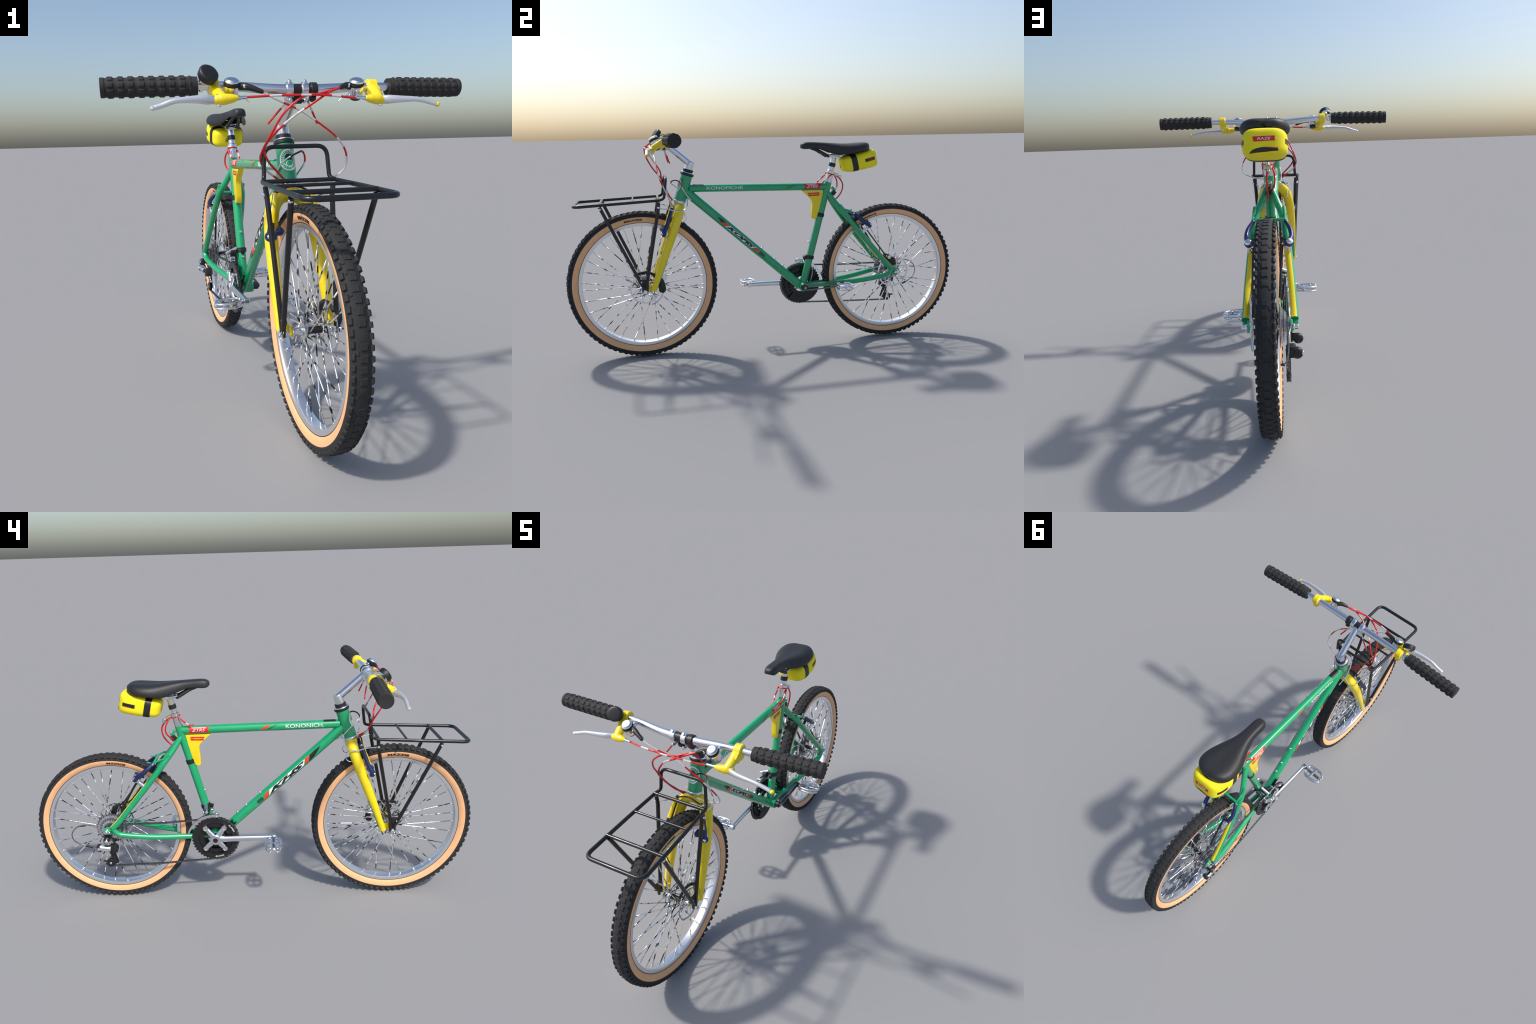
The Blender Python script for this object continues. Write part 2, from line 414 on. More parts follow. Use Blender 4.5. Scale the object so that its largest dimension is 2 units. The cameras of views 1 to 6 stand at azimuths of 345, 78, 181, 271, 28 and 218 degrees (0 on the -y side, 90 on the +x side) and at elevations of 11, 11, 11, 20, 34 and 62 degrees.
front_lacing = [(5.7, 0), (13.5, 40), (20, 14), (26.4, 17), (39.7, 12), (47.6, -20), (57, 25), (68, -25), (78.5, 8), (88.4, 44), (98.1, -20), (106.3, 0), (117.5, 20), (121.5, -18), (130.7, -25),
                (142.9, 27), (152.6, 4), (164.7, -33), (175, 0), (182.5, 7), (193.6, 24), (206, 46), (215.4, -50), (227.4, 0), (235.5, 17), (244.7, 25), (257.5, 50), (268.2, -26), (280.8, 44),
                (293.6, -2), (307.9, -9), (315.5, 30), (328.4, -8), (334.6, 27), (342, 55), (352, 20), (356.4, -21)]
rear_lacing = [(8.4, -31), (17.2, 45), (29.5, -42), (40.6, -6), (50.4, -28), (61, 33), (71.6, 3), (81.5, 1), (92, -50), (102.5, 28), (114, -15), (126.5, 30), (138, 31), (150, -20), (157, 40), (168, 10), (179, -25), (193, 20),
               (206.5, -30), (218, -28), (230.2, 21), (241.4, -23), (251.7, 16), (264.6, 37), (277.4, -37), (287.5, 5), (298.3, -17), (309.1, 15), (323.7, 7), (335.3, -33), (344.8, -30), (358.3, 18)]
FY, FZ = -.6318, .3650
front, FH = make_wheel(FY, FZ, .3650, .3085, .3365, (-.6270, .3535), .071, .0590, False, 80, front_lacing)
rear, RH = make_wheel(.6438, .3592, .3572, .3045, .3300, (.6540, .3640), .083, .0590, True, 78, rear_lacing)

def sidewall_text(body, c, r, a, sg, h, w, parent):
    """Lettering that runs along the tan sidewall; a = angle of its middle, sg = side (+x or -x)."""
    def fn(s, t):
        rr = r + t; ang = a + (s / r if sg < 0 else -s / r)
        # reading direction: as seen from outside, clockwise from left to right
        x = .0268 + .0008 if abs(t) < .004 else .0272
        x = np.interp(rr, [r - .013, r - .006, r, r + .008], [.0205, .0248, .0274, .0284]) + .0006
        n = V(sg, 0, 0); return V(sg * x, c[0] + math.cos(ang) * rr, c[1] + math.sin(ang) * rr), n
    add('sidewall_lettering', mesh(*wrapped(text2d(body, h, w, bold=.04), fn, (.006, .004))), parent, M_TYREINK)

# seen from +x the reading direction runs from -y (left) to +y (right); from -x it runs from +y to -y
sidewall_text('MAXZIS', (FY, FZ), .3235, math.radians(96), 1, .0095, .085, front)
sidewall_text('MAZZIE', (FY, FZ), .3235, math.radians(93), -1, .0105, .095, front)
sidewall_text('PTAXILLE', (.6438, .3592), .3180, math.radians(112), 1, .008, .095, rear)
sidewall_text('MAXXIS', (.6438, .3592), .3180, math.radians(97), -1, .0095, .085, rear)

# ---------------- frame
F = group('frame')
HT0, HT1 = V(0, -.4372, .7720), V(0, -.3985, .8930)
hd = unit(HT1 - HT0)
HTR = .0285
add('head_tube', mesh(*lathe(HT0, hd, [(0, HTR), (.004, HTR + .001), (.010, HTR), (.115, HTR), (.122, HTR + .001), (.127, HTR)], 40)), F, M_GREEN)
TT0, TT1, TTR = V(0, -.3900, .8287), V(0, .3120, .8155), .0188
tube('top_tube', np.linspace(TT0, TT1, 12), TTR, M_GREEN, F, seg=28)
DT0, DT1, DTR = V(0, -.4050, .8140), V(0, .1640, .3050), .0205
tube('down_tube', np.linspace(DT0, DT1, 12), DTR, M_GREEN, F, seg=28, up=(1, 0, 0), flat=1.08)
ST0, ST1, STR = V(0, .1770, .3000), V(0, .3165, .8370), .0186
tube('seat_tube', np.linspace(ST0, ST1, 12), STR, M_GREEN, F, seg=28)
add('bottom_bracket', mesh(*lathe(V(-.036, .1775, .3010), (1, 0, 0), [(0, .021), (.003, .0225), (.069, .0225), (.072, .021)], 32)), F, M_GREEN)
for sg in (-1, 1):
    up = [(.006, .3060, .7880), (.014, .3190, .7720), (.029, .3430, .7360), (.0500, .3810, .6880), (.0590, .4250, .6310), (.0660, .4750, .5700), (.0740, .5430, .4890), (.0790, .6010, .4200), (.0812, .6370, .3830)]
    P = smooth_path([(sg * x, y, z) for x, y, z in up], 40)
    tube('seat_stay', P, np.interp(np.linspace(0, 1, 40), [0, .25, 1], [.0130, .0142, .0132]), M_GREEN, F, seg=18)
    # yellow painted rear face of the lower stay
    Q = P[19:40]
    add('stay_stripe', mesh(*shell(Q, .0136, -.80, .80, (-sg * .30, .78, .6))), F, M_YELLOW)
    lo = [(.015, .1950, .3060), (.0190, .2500, .3080), (.0275, .3000, .3110), (.0550, .4520, .3240), (.0755, .5790, .3440), (.0800, .6180, .3560), (.0812, .6370, .3810)]
    P = smooth_path([(sg * x, y, z) for x, y, z in lo], 40)
    tube('chain_stay', P, np.interp(np.linspace(0, 1, 40), [0, .12, .3, .9, 1], [.0120, .0120, .0138, .0128, .0120]), M_GREEN, F, seg=18)
    add('dropout', mesh(*extruded([(.622, .352), (.640, .384), (.662, .386), (.684, .378), (.686, .352), (.664, .346)], sg * .066, sg * .074)), F, M_GREEN)
    G = Geo(); G.put(*rod((sg * .068, .6690, .3650), (sg * .0925, .6690, .3650), .0088, 20, .25)); G.put(*rod((sg * .072, .6690, .3650), (sg * .080, .6690, .3650), .0115, 24))
    add('axle_nut', G.mesh(), F, M_CHROME)
# bridges between the stays
tube('stay_bridge', np.linspace(V(-.055, .428, .684), V(.055, .428, .684), 5), .0062, M_GREEN, F)
tube('stay_bridge', np.linspace(V(-.026, .268, .306), V(.026, .268, .306), 5), .0095, M_GREEN, F)
# cable hanger lugs on the stays
for sg in (-1, 1):
    G = Geo(); G.put(*rod((sg * .052, .362, .724), (sg * .0555, .386, .696), .0075, 12, .3))
    G.put(*sweep(smooth_path([(sg * .055, .382, .702), (sg * .057, .408, .694), (sg * .0575, .436, .680)], 9), .0044, 8))
    add('brake_boss', mesh(*rod((sg * .066, .474, .574), (sg * .067, .510, .608), .0095, 16)), F, M_ALU); G.put(*rod((sg * .050, .440, .680), (sg * .046, .462, .684), .0035, 8))
    add('cable_hanger', G.mesh(), F, M_GREEN)
# seat lug ears with black gap behind the seat cluster
G = Geo(); G.put(*block((0, .3430, .8030), (.018, .026, .015), rotx(-52)), 0)
G.put(*rod((-.012, .352, .8080), (.012, .352, .8080), .0075, 16), 1)
G.put(*block((0, .3440, .7820), (.020, .022, .024), rotx(-40)), 2)
add('seat_lug', G.mesh(), F, [M_GREEN, M_CHROME, M_BLACK])
# bottle bosses
def boss(p, n, name='bottle_bolt'):
    p = np.asarray(p, float); n = unit(n); G = Geo()
    G.put(*lathe(p, n, [(-.004, .0062), (.002, .0058), (.004, .0048), (.0095, .0048), (.011, .0035)], 16)); return add(name, G.mesh(), F, M_CHROME)
dd = unit(DT1 - DT0); dn = unit(np.cross(dd, V(1, 0, 0))); dn = dn if dn[2] > 0 else -dn
sd = unit(ST1 - ST0); sn = V(0, -sd[2], sd[1])
for y in (-.050, .0165, .0580):
    t = (y - DT0[1]) / (DT1 - DT0)[1]; boss(DT0 + (DT1 - DT0) * t + dn * DTR, dn)
for z in (.527, .425):
    t = (z - ST0[2]) / (ST1 - ST0)[2]; boss(ST0 + (ST1 - ST0) * t + sn * STR, sn)
# headset
G = Geo()
G.put(*lathe(HT1, hd, [(-.002, .0305), (.000, .0330), (.008, .0330), (.010, .0310)], 40), 1)
G.put(*lathe(HT1, hd, [(.0095, .0305), (.011, .0325), (.0145, .0310), (.0165, .0260), (.017, .0225)], 40), 0)
G.put(*lathe(HT1, hd, [(.0165, .0235), (.018, .0248), (.028, .0248), (.0295, .0235)], 40), 1)
G.put(*lathe(HT0, hd, [(-.013, .0260), (-.011, .0290), (-.006, .0300), (-.002, .0300), (.0005, .0285)], 40), 0)
add('headset', G.mesh(), F, [M_ALU, M_BLACK])

# gusset plate under the top tube
gus = [(.176, .7985), (.288, .7960), (.2790, .752), (.2630, .688), (.2520, .656), (.2430, .6525), (.2320, .6530), (.2265, .660), (.2270, .690), (.2300, .730), (.2290, .744), (.2230, .755), (.2080, .7695)]
GU = add('frame_gusset', mesh(*extruded(gus, -.0125, .0125, .003)), F, M_YELLOW)
t = (.672 - ST0[2]) / (ST1 - ST0)[2]; p = ST0 + (ST1 - ST0) * t
add('gusset_strap', mesh(*lathe(p - sd * .0105, sd, [(0, STR + .0004), (.001, STR + .0022), (.020, STR + .0022), (.021, STR + .0004)], 32)), F, M_BLACK)
for sg in (-1, 1):
    fn = lambda s, t, sg=sg: (V(sg * .0128, .2335 + s, .7795 + t), V(sg, 0, 0))
    for q in ([(-.030, .007), (.030, .008), (.036, .001), (-.026, 0)], [(-.024, -.002), (.034, -.001), (.030, -.009), (-.026, -.0095)]):
        add('gusset_label', mesh(*wrapped(poly2d(q), fn, (.02, .02))), F, M_LABELRED)
    fn2 = lambda s, t, sg=sg: (V(sg * .0135, .2345 + s * sg, .7790 + t), V(sg, 0, 0))
    add('gusset_lettering', mesh(*wrapped(text2d('TEAM', .006, .034, .2), fn2, (.02, .02))), F, M_YELLOW)

# ---- decals
def decal(name, geo, fn, mat, **k): add(name, mesh(*wrapped(geo, fn, **k)), F, mat)
td = unit(TT1 - TT0)
def tt(y, sg):   # map on the side of the top tube; s grows in reading direction
    p = TT0 + td * ((y - TT0[1]) / td[1]); return on_tube(p, td * sg, V(sg, 0, .12), TTR)
decal('frame_lettering', text2d('KONOMCHII', .0165, .176), tt(-.2180, 1), M_WHITE)
decal('frame_lettering', text2d('KONONICH.', .0160, .166), tt(-.2370, -1), M_WHITE)
for sg, m1, m2, y0 in ((-1, M_ORANGE, M_DKGREEN, -.066), (1, M_LTGREEN, M_DKGREEN, .100)):
    w = .052 if sg < 0 else .030
    decal('slash_decal', poly2d([(-w / 2, -.011), (-w / 2 + .018, -.011), (w / 2, .009), (w / 2 - .020, .009)]), tt(y0, sg), m1)
    decal('slash_decal', poly2d([(w / 2 - .020, -.010), (w / 2 - .012, -.010), (w / 2 + .026, .010), (w / 2 + .020, .010)]), tt(y0, sg), m2)
for sg in (-1, 1):
    f = tt(.2280, sg)
    decal('tube_label', poly2d([(-.050, .0135), (.050, .0145), (.040, -.0035), (.044, -.0125), (-.046, -.0135), (-.038, -.001)]), f, M_LABELRED)
    g = lambda s, t, f=f: (f(s, t)[0] + f(s, t)[1] * .0006, f(s, t)[1])
    decal('tube_lettering', text2d('ZTRS', .0125, .060, .4), g, M_WHITE)
    decal('tube_lettering', poly2d([(-.030, .0108), (.034, .0116), (.034, .0098), (-.030, .0090)]), g, M_WHITE)
# black pad on top of the top tube, behind the head tube
decal('frame_pad', poly2d([(-.022, -.013), (.030, -.013), (.030, .013), (-.022, .013)]), on_tube(TT0 + td * .040, td, (0, 0, 1), TTR), M_INK, thick=.0012)
# big lettering on the down tube
for sg in (-1, 1):
    # drive side reads up the tube, the other side down the tube
    rd = -dd if sg < 0 else dd
    mid = DT0 + dd * ((-.154 - DT0[1]) / dd[1] if sg < 0 else (-.143 - DT0[1]) / dd[1])
    f = on_tube(mid, rd, V(sg, 0, -.10 if sg < 0 else .05), DTR * 1.05)
    if sg > 0: f = on_tube(mid, rd, V(sg, 0, -.05), DTR * 1.05)
    lift = lambda e, f=f: (lambda s, t: (f(s, t)[0] + f(s, t)[1] * e, f(s, t)[1]))
    w = .212 if sg < 0 else .172; h = .0108 if sg < 0 else .0092
    L = w / 2
    decal('lettering_panel', poly2d([(-L - .012, -h), (L - .010, -h), (L + .012, h), (-L + .010, h)]), f, M_WHITE)
    decal('frame_lettering', text2d('KHS' if sg < 0 else 'KOPIS', .0190 if sg < 0 else .0158, w * 1.04, .5, .055), lift(.0006), M_INK)
    decal('decal_tip', poly2d([(L - .004, -h), (L + .016, -h * .9), (L + .040, h), (L + .014, h)]), lift(.0003), M_ORANGE)
    decal('decal_tip', poly2d([(-L - .014, -h), (-L + .006, h), (-L - .016, h * .9), (-L - .040, -h * .6), (-L - .036, -h)]), lift(.0003), M_ORANGE)
    if sg < 0: decal('decal_tail', poly2d([(L + .020, -h), (L + .050, -h * .8), (L + .085, h * .2), (L + .105, h), (L + .070, h * 1.1), (L + .042, h)]), f, M_INK)
    else: decal('decal_tail', poly2d([(-L - .040, -h * .5), (-L - .018, h), (-L - .050, h * .9), (-L - .072, h * .4)]), f, M_INK)
    e = -1 if sg < 0 else 1
    decal('decal_tail', poly2d([(e * (L + .038), -h * .9), (e * (L + .040), h * .9), (e * (L + .070), h * .8), (e * (L + .074), -h * .5)]), f, M_DKGREEN)
decal('tube_guard', poly2d([(-.030, -.012), (-.024, .004), (-.040, .012), (.020, .014), (.030, .002), (.036, -.012)]), on_tube(DT0 + dd * ((.108 - DT0[1]) / dd[1]), dd, V(-.8, -.1, .45), DTR * 1.05), M_INK, thick=.0012)
# head badge on the front of the head tube
hm = HT0 + hd * .070
bf = on_tube(hm, hd, (0, -1, 0), HTR)
bft = lambda s, t: bf(t, -s)
decal('head_badge', oval2d(.0285, .0345, .0245, .0300), bft, M_WHITE, step=(.004, .004))
decal('head_badge', oval2d(.0245, .0300), bft, M_GREEN, step=(.004, .004))
bl = lambda s, t: (bft(s, t)[0] + bft(s, t)[1] * .0005, bft(s, t)[1])
for k in range(26):
    a = TAU * k / 26; q = np.array([(-.0008, -.0013), (.0008, -.0013), (.0008, .0013), (-.0008, .0013)])
    R2 = np.array([[math.cos(a), -math.sin(a)], [math.sin(a), math.cos(a)]])
    decal('head_badge', (q @ R2.T + np.array([math.cos(a + TAU / 4) * .0215, math.sin(a + TAU / 4) * .0265]), [(0, 1, 2, 3)]), bl, M_WHITE, step=(.004, .004))
decal('head_badge', oval2d(.0180, .0215, .0168, .0200), bl, M_WHITE, step=(.004, .004))
decal('head_badge', (oval2d(.0105, .0120)[0] + np.array([.000, .008]), oval2d(.0105, .0120)[1]), bl, M_INK, step=(.004, .004))
decal('head_badge', (oval2d(.0110, .0110, .0095, .0095)[0] + np.array([.002, -.012]), oval2d(.011, .011, .0095, .0095)[1]), bl, M_WHITE, step=(.004, .004))

# ---------------- fork
K = group('fork')
G = Geo(); G.put(*lathe(HT0 - hd * .040, hd, [(0, .0205), (.006, .0235), (.022, .0240), (.028, .0235)], 32))
add('fork_crown', G.mesh(), K, M_YELLOW)
for sg in (-1, 1):
    P = smooth_path([(sg * .004, -.4400, .7410), (sg * .0280, -.4410, .7350), (sg * .0510, -.4480, .7140), (sg * .0655, -.4630, .6740), (sg * .0740, -.4890, .6040), (sg * .0780, -.5360, .4830), (sg * .0800, -.5850, .3490)], 48)
    tube('fork_leg', P, np.interp(np.linspace(0, 1, 48), [0, .12, .3, .6, 1], [.0240, .0240, .0220, .0195, .0135]), M_YELLOW, K, seg=22)
    Q = P[30:46]; add('leg_green_reflection', mesh(*shell(Q, np.interp(np.linspace(0, 1, 16), [0, 1], [.0190, .0142]), -.5, .5, (sg * .1, .95, .2), .0006)), K, M_GREEN)  # green reflection on the yellow leg, laid on as a thin coloured strip
    add('dropout', mesh(*extruded([(-.578, .372), (-.600, .376), (-.630, .372), (-.640, .352), (-.628, .340), (-.606, .342), (-.588, .350)], sg * .0600, sg * .0680)), K, M_YELLOW)
    G = Geo(); G.put(*rod((sg * .064, -.6255, .3480), (sg * .099, -.6255, .3480), .0080, 20, .25)); add('axle_nut', G.mesh(), K, M_CHROME)
    G = Geo(); G.put(*rod((sg * .066, -.497, .604), (sg * .074, -.522, .612), .0088, 14)); add('brake_boss', G.mesh(), K, M_YELLOW)

# ---------------- rim brakes (blue cantilever arms)
def brake(sg, pivot, top, back, parent):
    """back = direction the pivot bolt looks."""
    B = group('rim_brake', parent); pv, tp = V(*pivot), V(*top); back = unit(back)
    out = V(sg * (.013 if parent is F else .001), 0, 0); G = Geo()
    P = smooth_path([pv + back * .006, pv * .7 + tp * .3 + out, pv * .35 + tp * .65 + out * .95, tp], 14)
    G.put(*sweep(P, np.interp(np.linspace(0, 1, 14), [0, .5, 1], [.0125, .0108, .0085]), 12, up=(0, -1, .3) if parent is K else (0, 1, .6), flat=.85, cap_round=True))
    if parent is K:
        add('arm_stripe', mesh(*shell(P[4:], np.interp(np.linspace(0, 1, 14), [0, .5, 1], [.0125, .0108, .0085])[4:] + .0004, -.75, .75, (0, -1, .3))), B, M_YELLOW)
    G.put(*rod(pv - back * .006, pv + back * .012, .0155, 20, .3))
    G.put(*block(pv + V(-sg * .012, 0, 0) + back * .002, (.016, .018, .020), bev=.3))
    add('brake_arm', G.mesh(), B, M_BLUE)
    br = .0118 if parent is F else .0075
    G = Geo(); G.put(*lathe(pv + back * .010, back, [(0, br), (.004, br), (.007, br * .75), (.0082, br * .2)], 18))
    G.put(*rod(pv - back * .014, pv - back * .005, .0140, 18)); G.put(*rod(tp - V(sg * .008, 0, 0), tp + V(sg * .010, 0, 0), .0050, 12, .3))
    add('brake_bolt', G.mesh(), B, M_CHROME)
    if parent is F:
        pad = pv + (tp - pv) * .16 + V(-sg * .024, 0, 0); e = V(0, .014, .010)
        vs, fs = sweep(np.linspace(pad - e, pad + e, 5), .0062, 10, cap_round=True); G = Geo(); G.put(vs, fs)
        G.put(*rod(pad, pad + V(sg * .018, 0, 0), .0040, 10)); add('brake_pad', G.mesh(), B, M_BLACK)
    else:   # round anodised pad holder between arm and rim
        pad = pv + V(-sg * .030, -.003, .012); G = Geo()
        G.put(*rod(pad + V(0, -.010, 0), pad + V(0, .020, .006), .0125, 22, .4)); G.put(*rod(pad, pv, .0075, 12)); add('pad_holder', G.mesh(), B, M_BLUE)
for sg in (-1, 1):
    brake(sg, (sg * .0680, .5130, .6140), (sg * .0560, .4340, .6790), (sg * .25, .75, .6), F)
    brake(sg, (sg * .0880, -.5225, .6240), (sg * .0570, -.4790, .7480), (sg * .45, -.88, .1), K)
# straddle wires
tube('brake_wire', smooth_path([(-.057, -.482, .748), (-.030, -.484, .762), (0, -.482, .768), (.030, -.484, .762), (.057, -.482, .748)], 20), .0030, M_BLACK, K)
# black torque rod from the drive-side brake down to the hub
tube('torque_rod', smooth_path([(-.0450, .505, .606), (-.0400, .545, .545), (-.0340, .602, .444)], 12), .0050, M_BLACK, F, seg=10)
tube('disc_hose', smooth_path([(.030, .400, .690), (.050, .450, .628), (.058, .510, .545), (.060, .570, .468), (.058, .615, .440)], 24), .0030, M_BLACK, F, seg=8)
tube('disc_hose', smooth_path([(.055, .500, .600), (.057, .560, .520), (.055, .612, .452)], 16), .0034, M_BLACK, F, seg=8)

# disc calipers on the +x side
G = Geo(); c = V(.046, .6270, .4360)
G.put(*block(c, (.030, .050, .034), rotx(-25), .25), 0); G.put(*block(c + V(0, .030, -.020), (.024, .022, .044), rotx(20), .25), 0)
G.put(*rod(c + V(.010, .004, .004), c + V(.019, .004, .004), .010, 18), 1); G.put(*rod(c + V(-.022, -.012, .012), c + V(.020, -.012, .012), .004, 10), 1)
G.put(*block(c + V(.004, -.028, -.030), (.010, .016, .040), rotx(35), .2), 1)
add('disc_caliper', G.mesh(), F, [M_BLACK, M_ALU])
G = Geo(); c = V(.050, -.5430, .3900)
th = np.linspace(-.25, 1.15, 12)
P = np.stack([np.full(12, .060), FH[1] + np.cos(th) * .083, FH[2] + np.sin(th) * .083], 1)
G.put(*sweep(P, np.interp(np.linspace(0, 1, 12), [0, .1, .6, 1], [.010, .017, .015, .005]), 10, up=(1, 0, 0), flat=1.1), 0)
G.put(*lathe(c + V(-.006, .004, .012), (-1, -.3, 0), [(0, .021), (.004, .0225), (.014, .0215), (.017, .012), (.022, .0105), (.027, .006), (.028, .001)], 24), 1)
G.put(*block(c + V(-.004, -.012, -.020), (.020, .016, .034), rotx(-20), .25), 1)
th = np.linspace(-1.3, -.2, 14); P = np.stack([np.full(14, .052), FH[1] + .006 + np.cos(th) * .083, FH[2] + np.sin(th) * .083], 1)
G.put(*sweep(P, .0034, 8, up=(1, 0, 0)), 1)
th = np.linspace(1.1, 2.2, 14); P = np.stack([np.full(14, .052), FH[1] + np.cos(th) * .082, FH[2] + np.sin(th) * .082], 1)
G.put(*sweep(P, .0048, 8, up=(1, 0, 0), flat=1.4), 0)
add('disc_caliper', G.mesh(), K, [M_BLACK, M_ALU])

# ---------------- luggage rack
R = group('luggage_rack')
rear_w, front_w = .1140, .1230
loop = [(0, -.5040, .8880), (.0985, -.5040, .8880), (.1030, -.5160, .7950), (rear_w, -.5360, .7870), (.1195, -.7000, .7800), (front_w, -.9260, .7700),
        (-front_w, -.9260, .7700), (-.1195, -.7000, .7800), (-rear_w, -.5360, .7870), (-.1030, -.5160, .7950), (-.0985, -.5040, .8880)]
P = filleted(loop, .034, 7, closed=True) + V(.0015, 0, 0)
# keep only distinct points so the sweep frames stay clean
keep = [0] + [i for i in range(1, len(P)) if np.linalg.norm(P[i] - P[i - 1]) > 1e-5]; P = P[keep]
if np.linalg.norm(P[0] - P[-1]) < 1e-5: P = P[:-1]
tube('rack_rail', P, np.interp(-P[:, 1], [.51, .53, .60, .92], [.0066, .0068, .0071, .0078]), M_RACK, R, seg=14, closed=True)
for y, z, w, r in ((-.5420, .7885, .1135, .0066), (-.6620, .7835, .1170, .0050), (-.8090, .7770, .1210, .0068)):
    tube('rack_crossbar', np.linspace(V(-w, y, z), V(w, y, z), 4), r, M_RACK, R, seg=14)
for sg in (-1, 1):
    a, b = V(sg * .1060, -.5430, .7760), V(sg * .0870, -.6140, .3980)
    tube('rack_strut', filleted([a, a + V(-sg * .004, -.002, -.03), b, V(sg * .0850, -.6200, .3560)], .02, 4), .0080, M_RACK, R, seg=12)
    a, b = V(sg * .1160, -.8100, .7660), V(sg * .0890, -.6480, .3990)
    tube('rack_strut', filleted([a, b, V(sg * .0850, -.6280, .3600)], .02, 4), .0080, M_RACK, R, seg=12)
    add('rack_foot', mesh(*extruded([(-.606, .410), (-.648, .408), (-.656, .392), (-.642, .372), (-.640, .344), (-.626, .336), (-.612, .342), (-.608, .372)], sg * .0810, sg * .0880)), R, M_RACK)
    G = Geo()
    for p in ((.0880, -.6430, .3965), (.1085, -.5440, .7520), (.1165, -.8080, .7560)):
        q = V(sg * p[0], p[1], p[2]); G.put(*lathe(q, V(sg, 0, 0), [(-.004, .0058), (.004, .0060), (.007, .0045), (.008, .002)], 14))
    G.put(*rod((sg * .086, -.6255, .3480), (sg * .100, -.6255, .3480), .0098, 22, .3))
    add('rack_bolt', G.mesh(), R, M_CHROME)
    # bright stay wire from the rack round the fork leg
    tube('rack_stay', smooth_path([(sg * .1000, -.5430, .7480), (sg * .0860, -.5000, .7410), (sg * .0800, -.4700, .7310), (sg * .0800, -.4460, .7280), (sg * .0740, -.4220, .7330), (sg * .0560, -.4060, .7540), (sg * .0330, -.4040, .7860)], 36), .0027, M_CHROME, R, seg=8)
    th = np.linspace(-.3, 3.3, 18)
    tube('rack_stay', np.stack([np.full(18, sg * .062), -.4330 + .020 * np.sin(th), .6950 + .022 * np.cos(th)], 1), .0022, M_CHROME, R, seg=8)

# ---------------- stem and handlebar
H = group('handlebar')
BX = .0065; BC = V(BX, -.5035, 1.0510)
G = Geo()
q0 = HT1 + hd * .026
G.put(*lathe(q0, hd, [(0, .0205), (.003, .0205), (.036, .0200), (.0425, .0190), (.044, .0175)], 32))
e0 = q0 + hd * .030
G.put(*sweep(np.linspace(e0, BC - unit(BC - e0) * .010, 8), np.linspace(.0160, .0150, 8), 24))
for x in (-.0170, .0300):
    G.put(*lathe(V(x - .0105, BC[1], BC[2]), (1, 0, 0), [(0, .0190), (.002, .0212), (.019, .0212), (.021, .0190)], 32))
    G.put(*block((x, BC[1] + .010, BC[2] - .024), (.018, .022, .018), rotx(30), .25)); G.put(*rod((x, BC[1] + .002, BC[2] - .034), (x, BC[1] - .020, BC[2] - .030), .0058, 12, .3))
    G.put(*rod((x, BC[1] - .004, BC[2] + .016), (x, BC[1] - .012, BC[2] + .026), .0052, 10, .3))
G.put(*block((BX, BC[1] + .014, BC[2] - .016), (.040, .020, .020), rotx(40), .25))
add('stem', G.mesh(), H, M_ALU)
G = Geo()
for x0, x1, r in ((-.0065, .0195, .0172), (.0405, .0470, .0175), (.0475, .0680, .0215)):
    G.put(*lathe(V(x0, BC[1], BC[2]), (1, 0, 0), [(0, r - .002), (.002, r), (x1 - x0 - .002, r), (x1 - x0, r - .002)], 32))
G.put(*block((.0575, BC[1] + .004, BC[2] - .025), (.018, .022, .016), rotx(20), .25)); G.put(*block((BX + .004, BC[1] + .004, BC[2] - .030), (.026, .020, .018), rotx(15), .25))
add('bar_mount', G.mesh(), H, M_BLACK)
barp = [(-.500, -.4805, 1.0595), (-.2860, -.4910, 1.0630), (-.2390, -.4925, 1.0635), (-.1700, -.4945, 1.0610), (-.0800, -.5020, 1.0535), (-.0170, -.5035, 1.0510), (.0300, -.5035, 1.0510), (.0900, -.5020, 1.0530), (.1750, -.4985, 1.0580), (.2450, -.4960, 1.0600), (.3040, -.4945, 1.0600), (.500, -.4865, 1.0597)]
P = smooth_path(barp, 90)
tube('bar', P, np.interp(np.abs(P[:, 0] - BX), [0, .06, .15, .22, .6], [.0158, .0156, .0140, .0128, .0124]), M_ALU, H, seg=20)

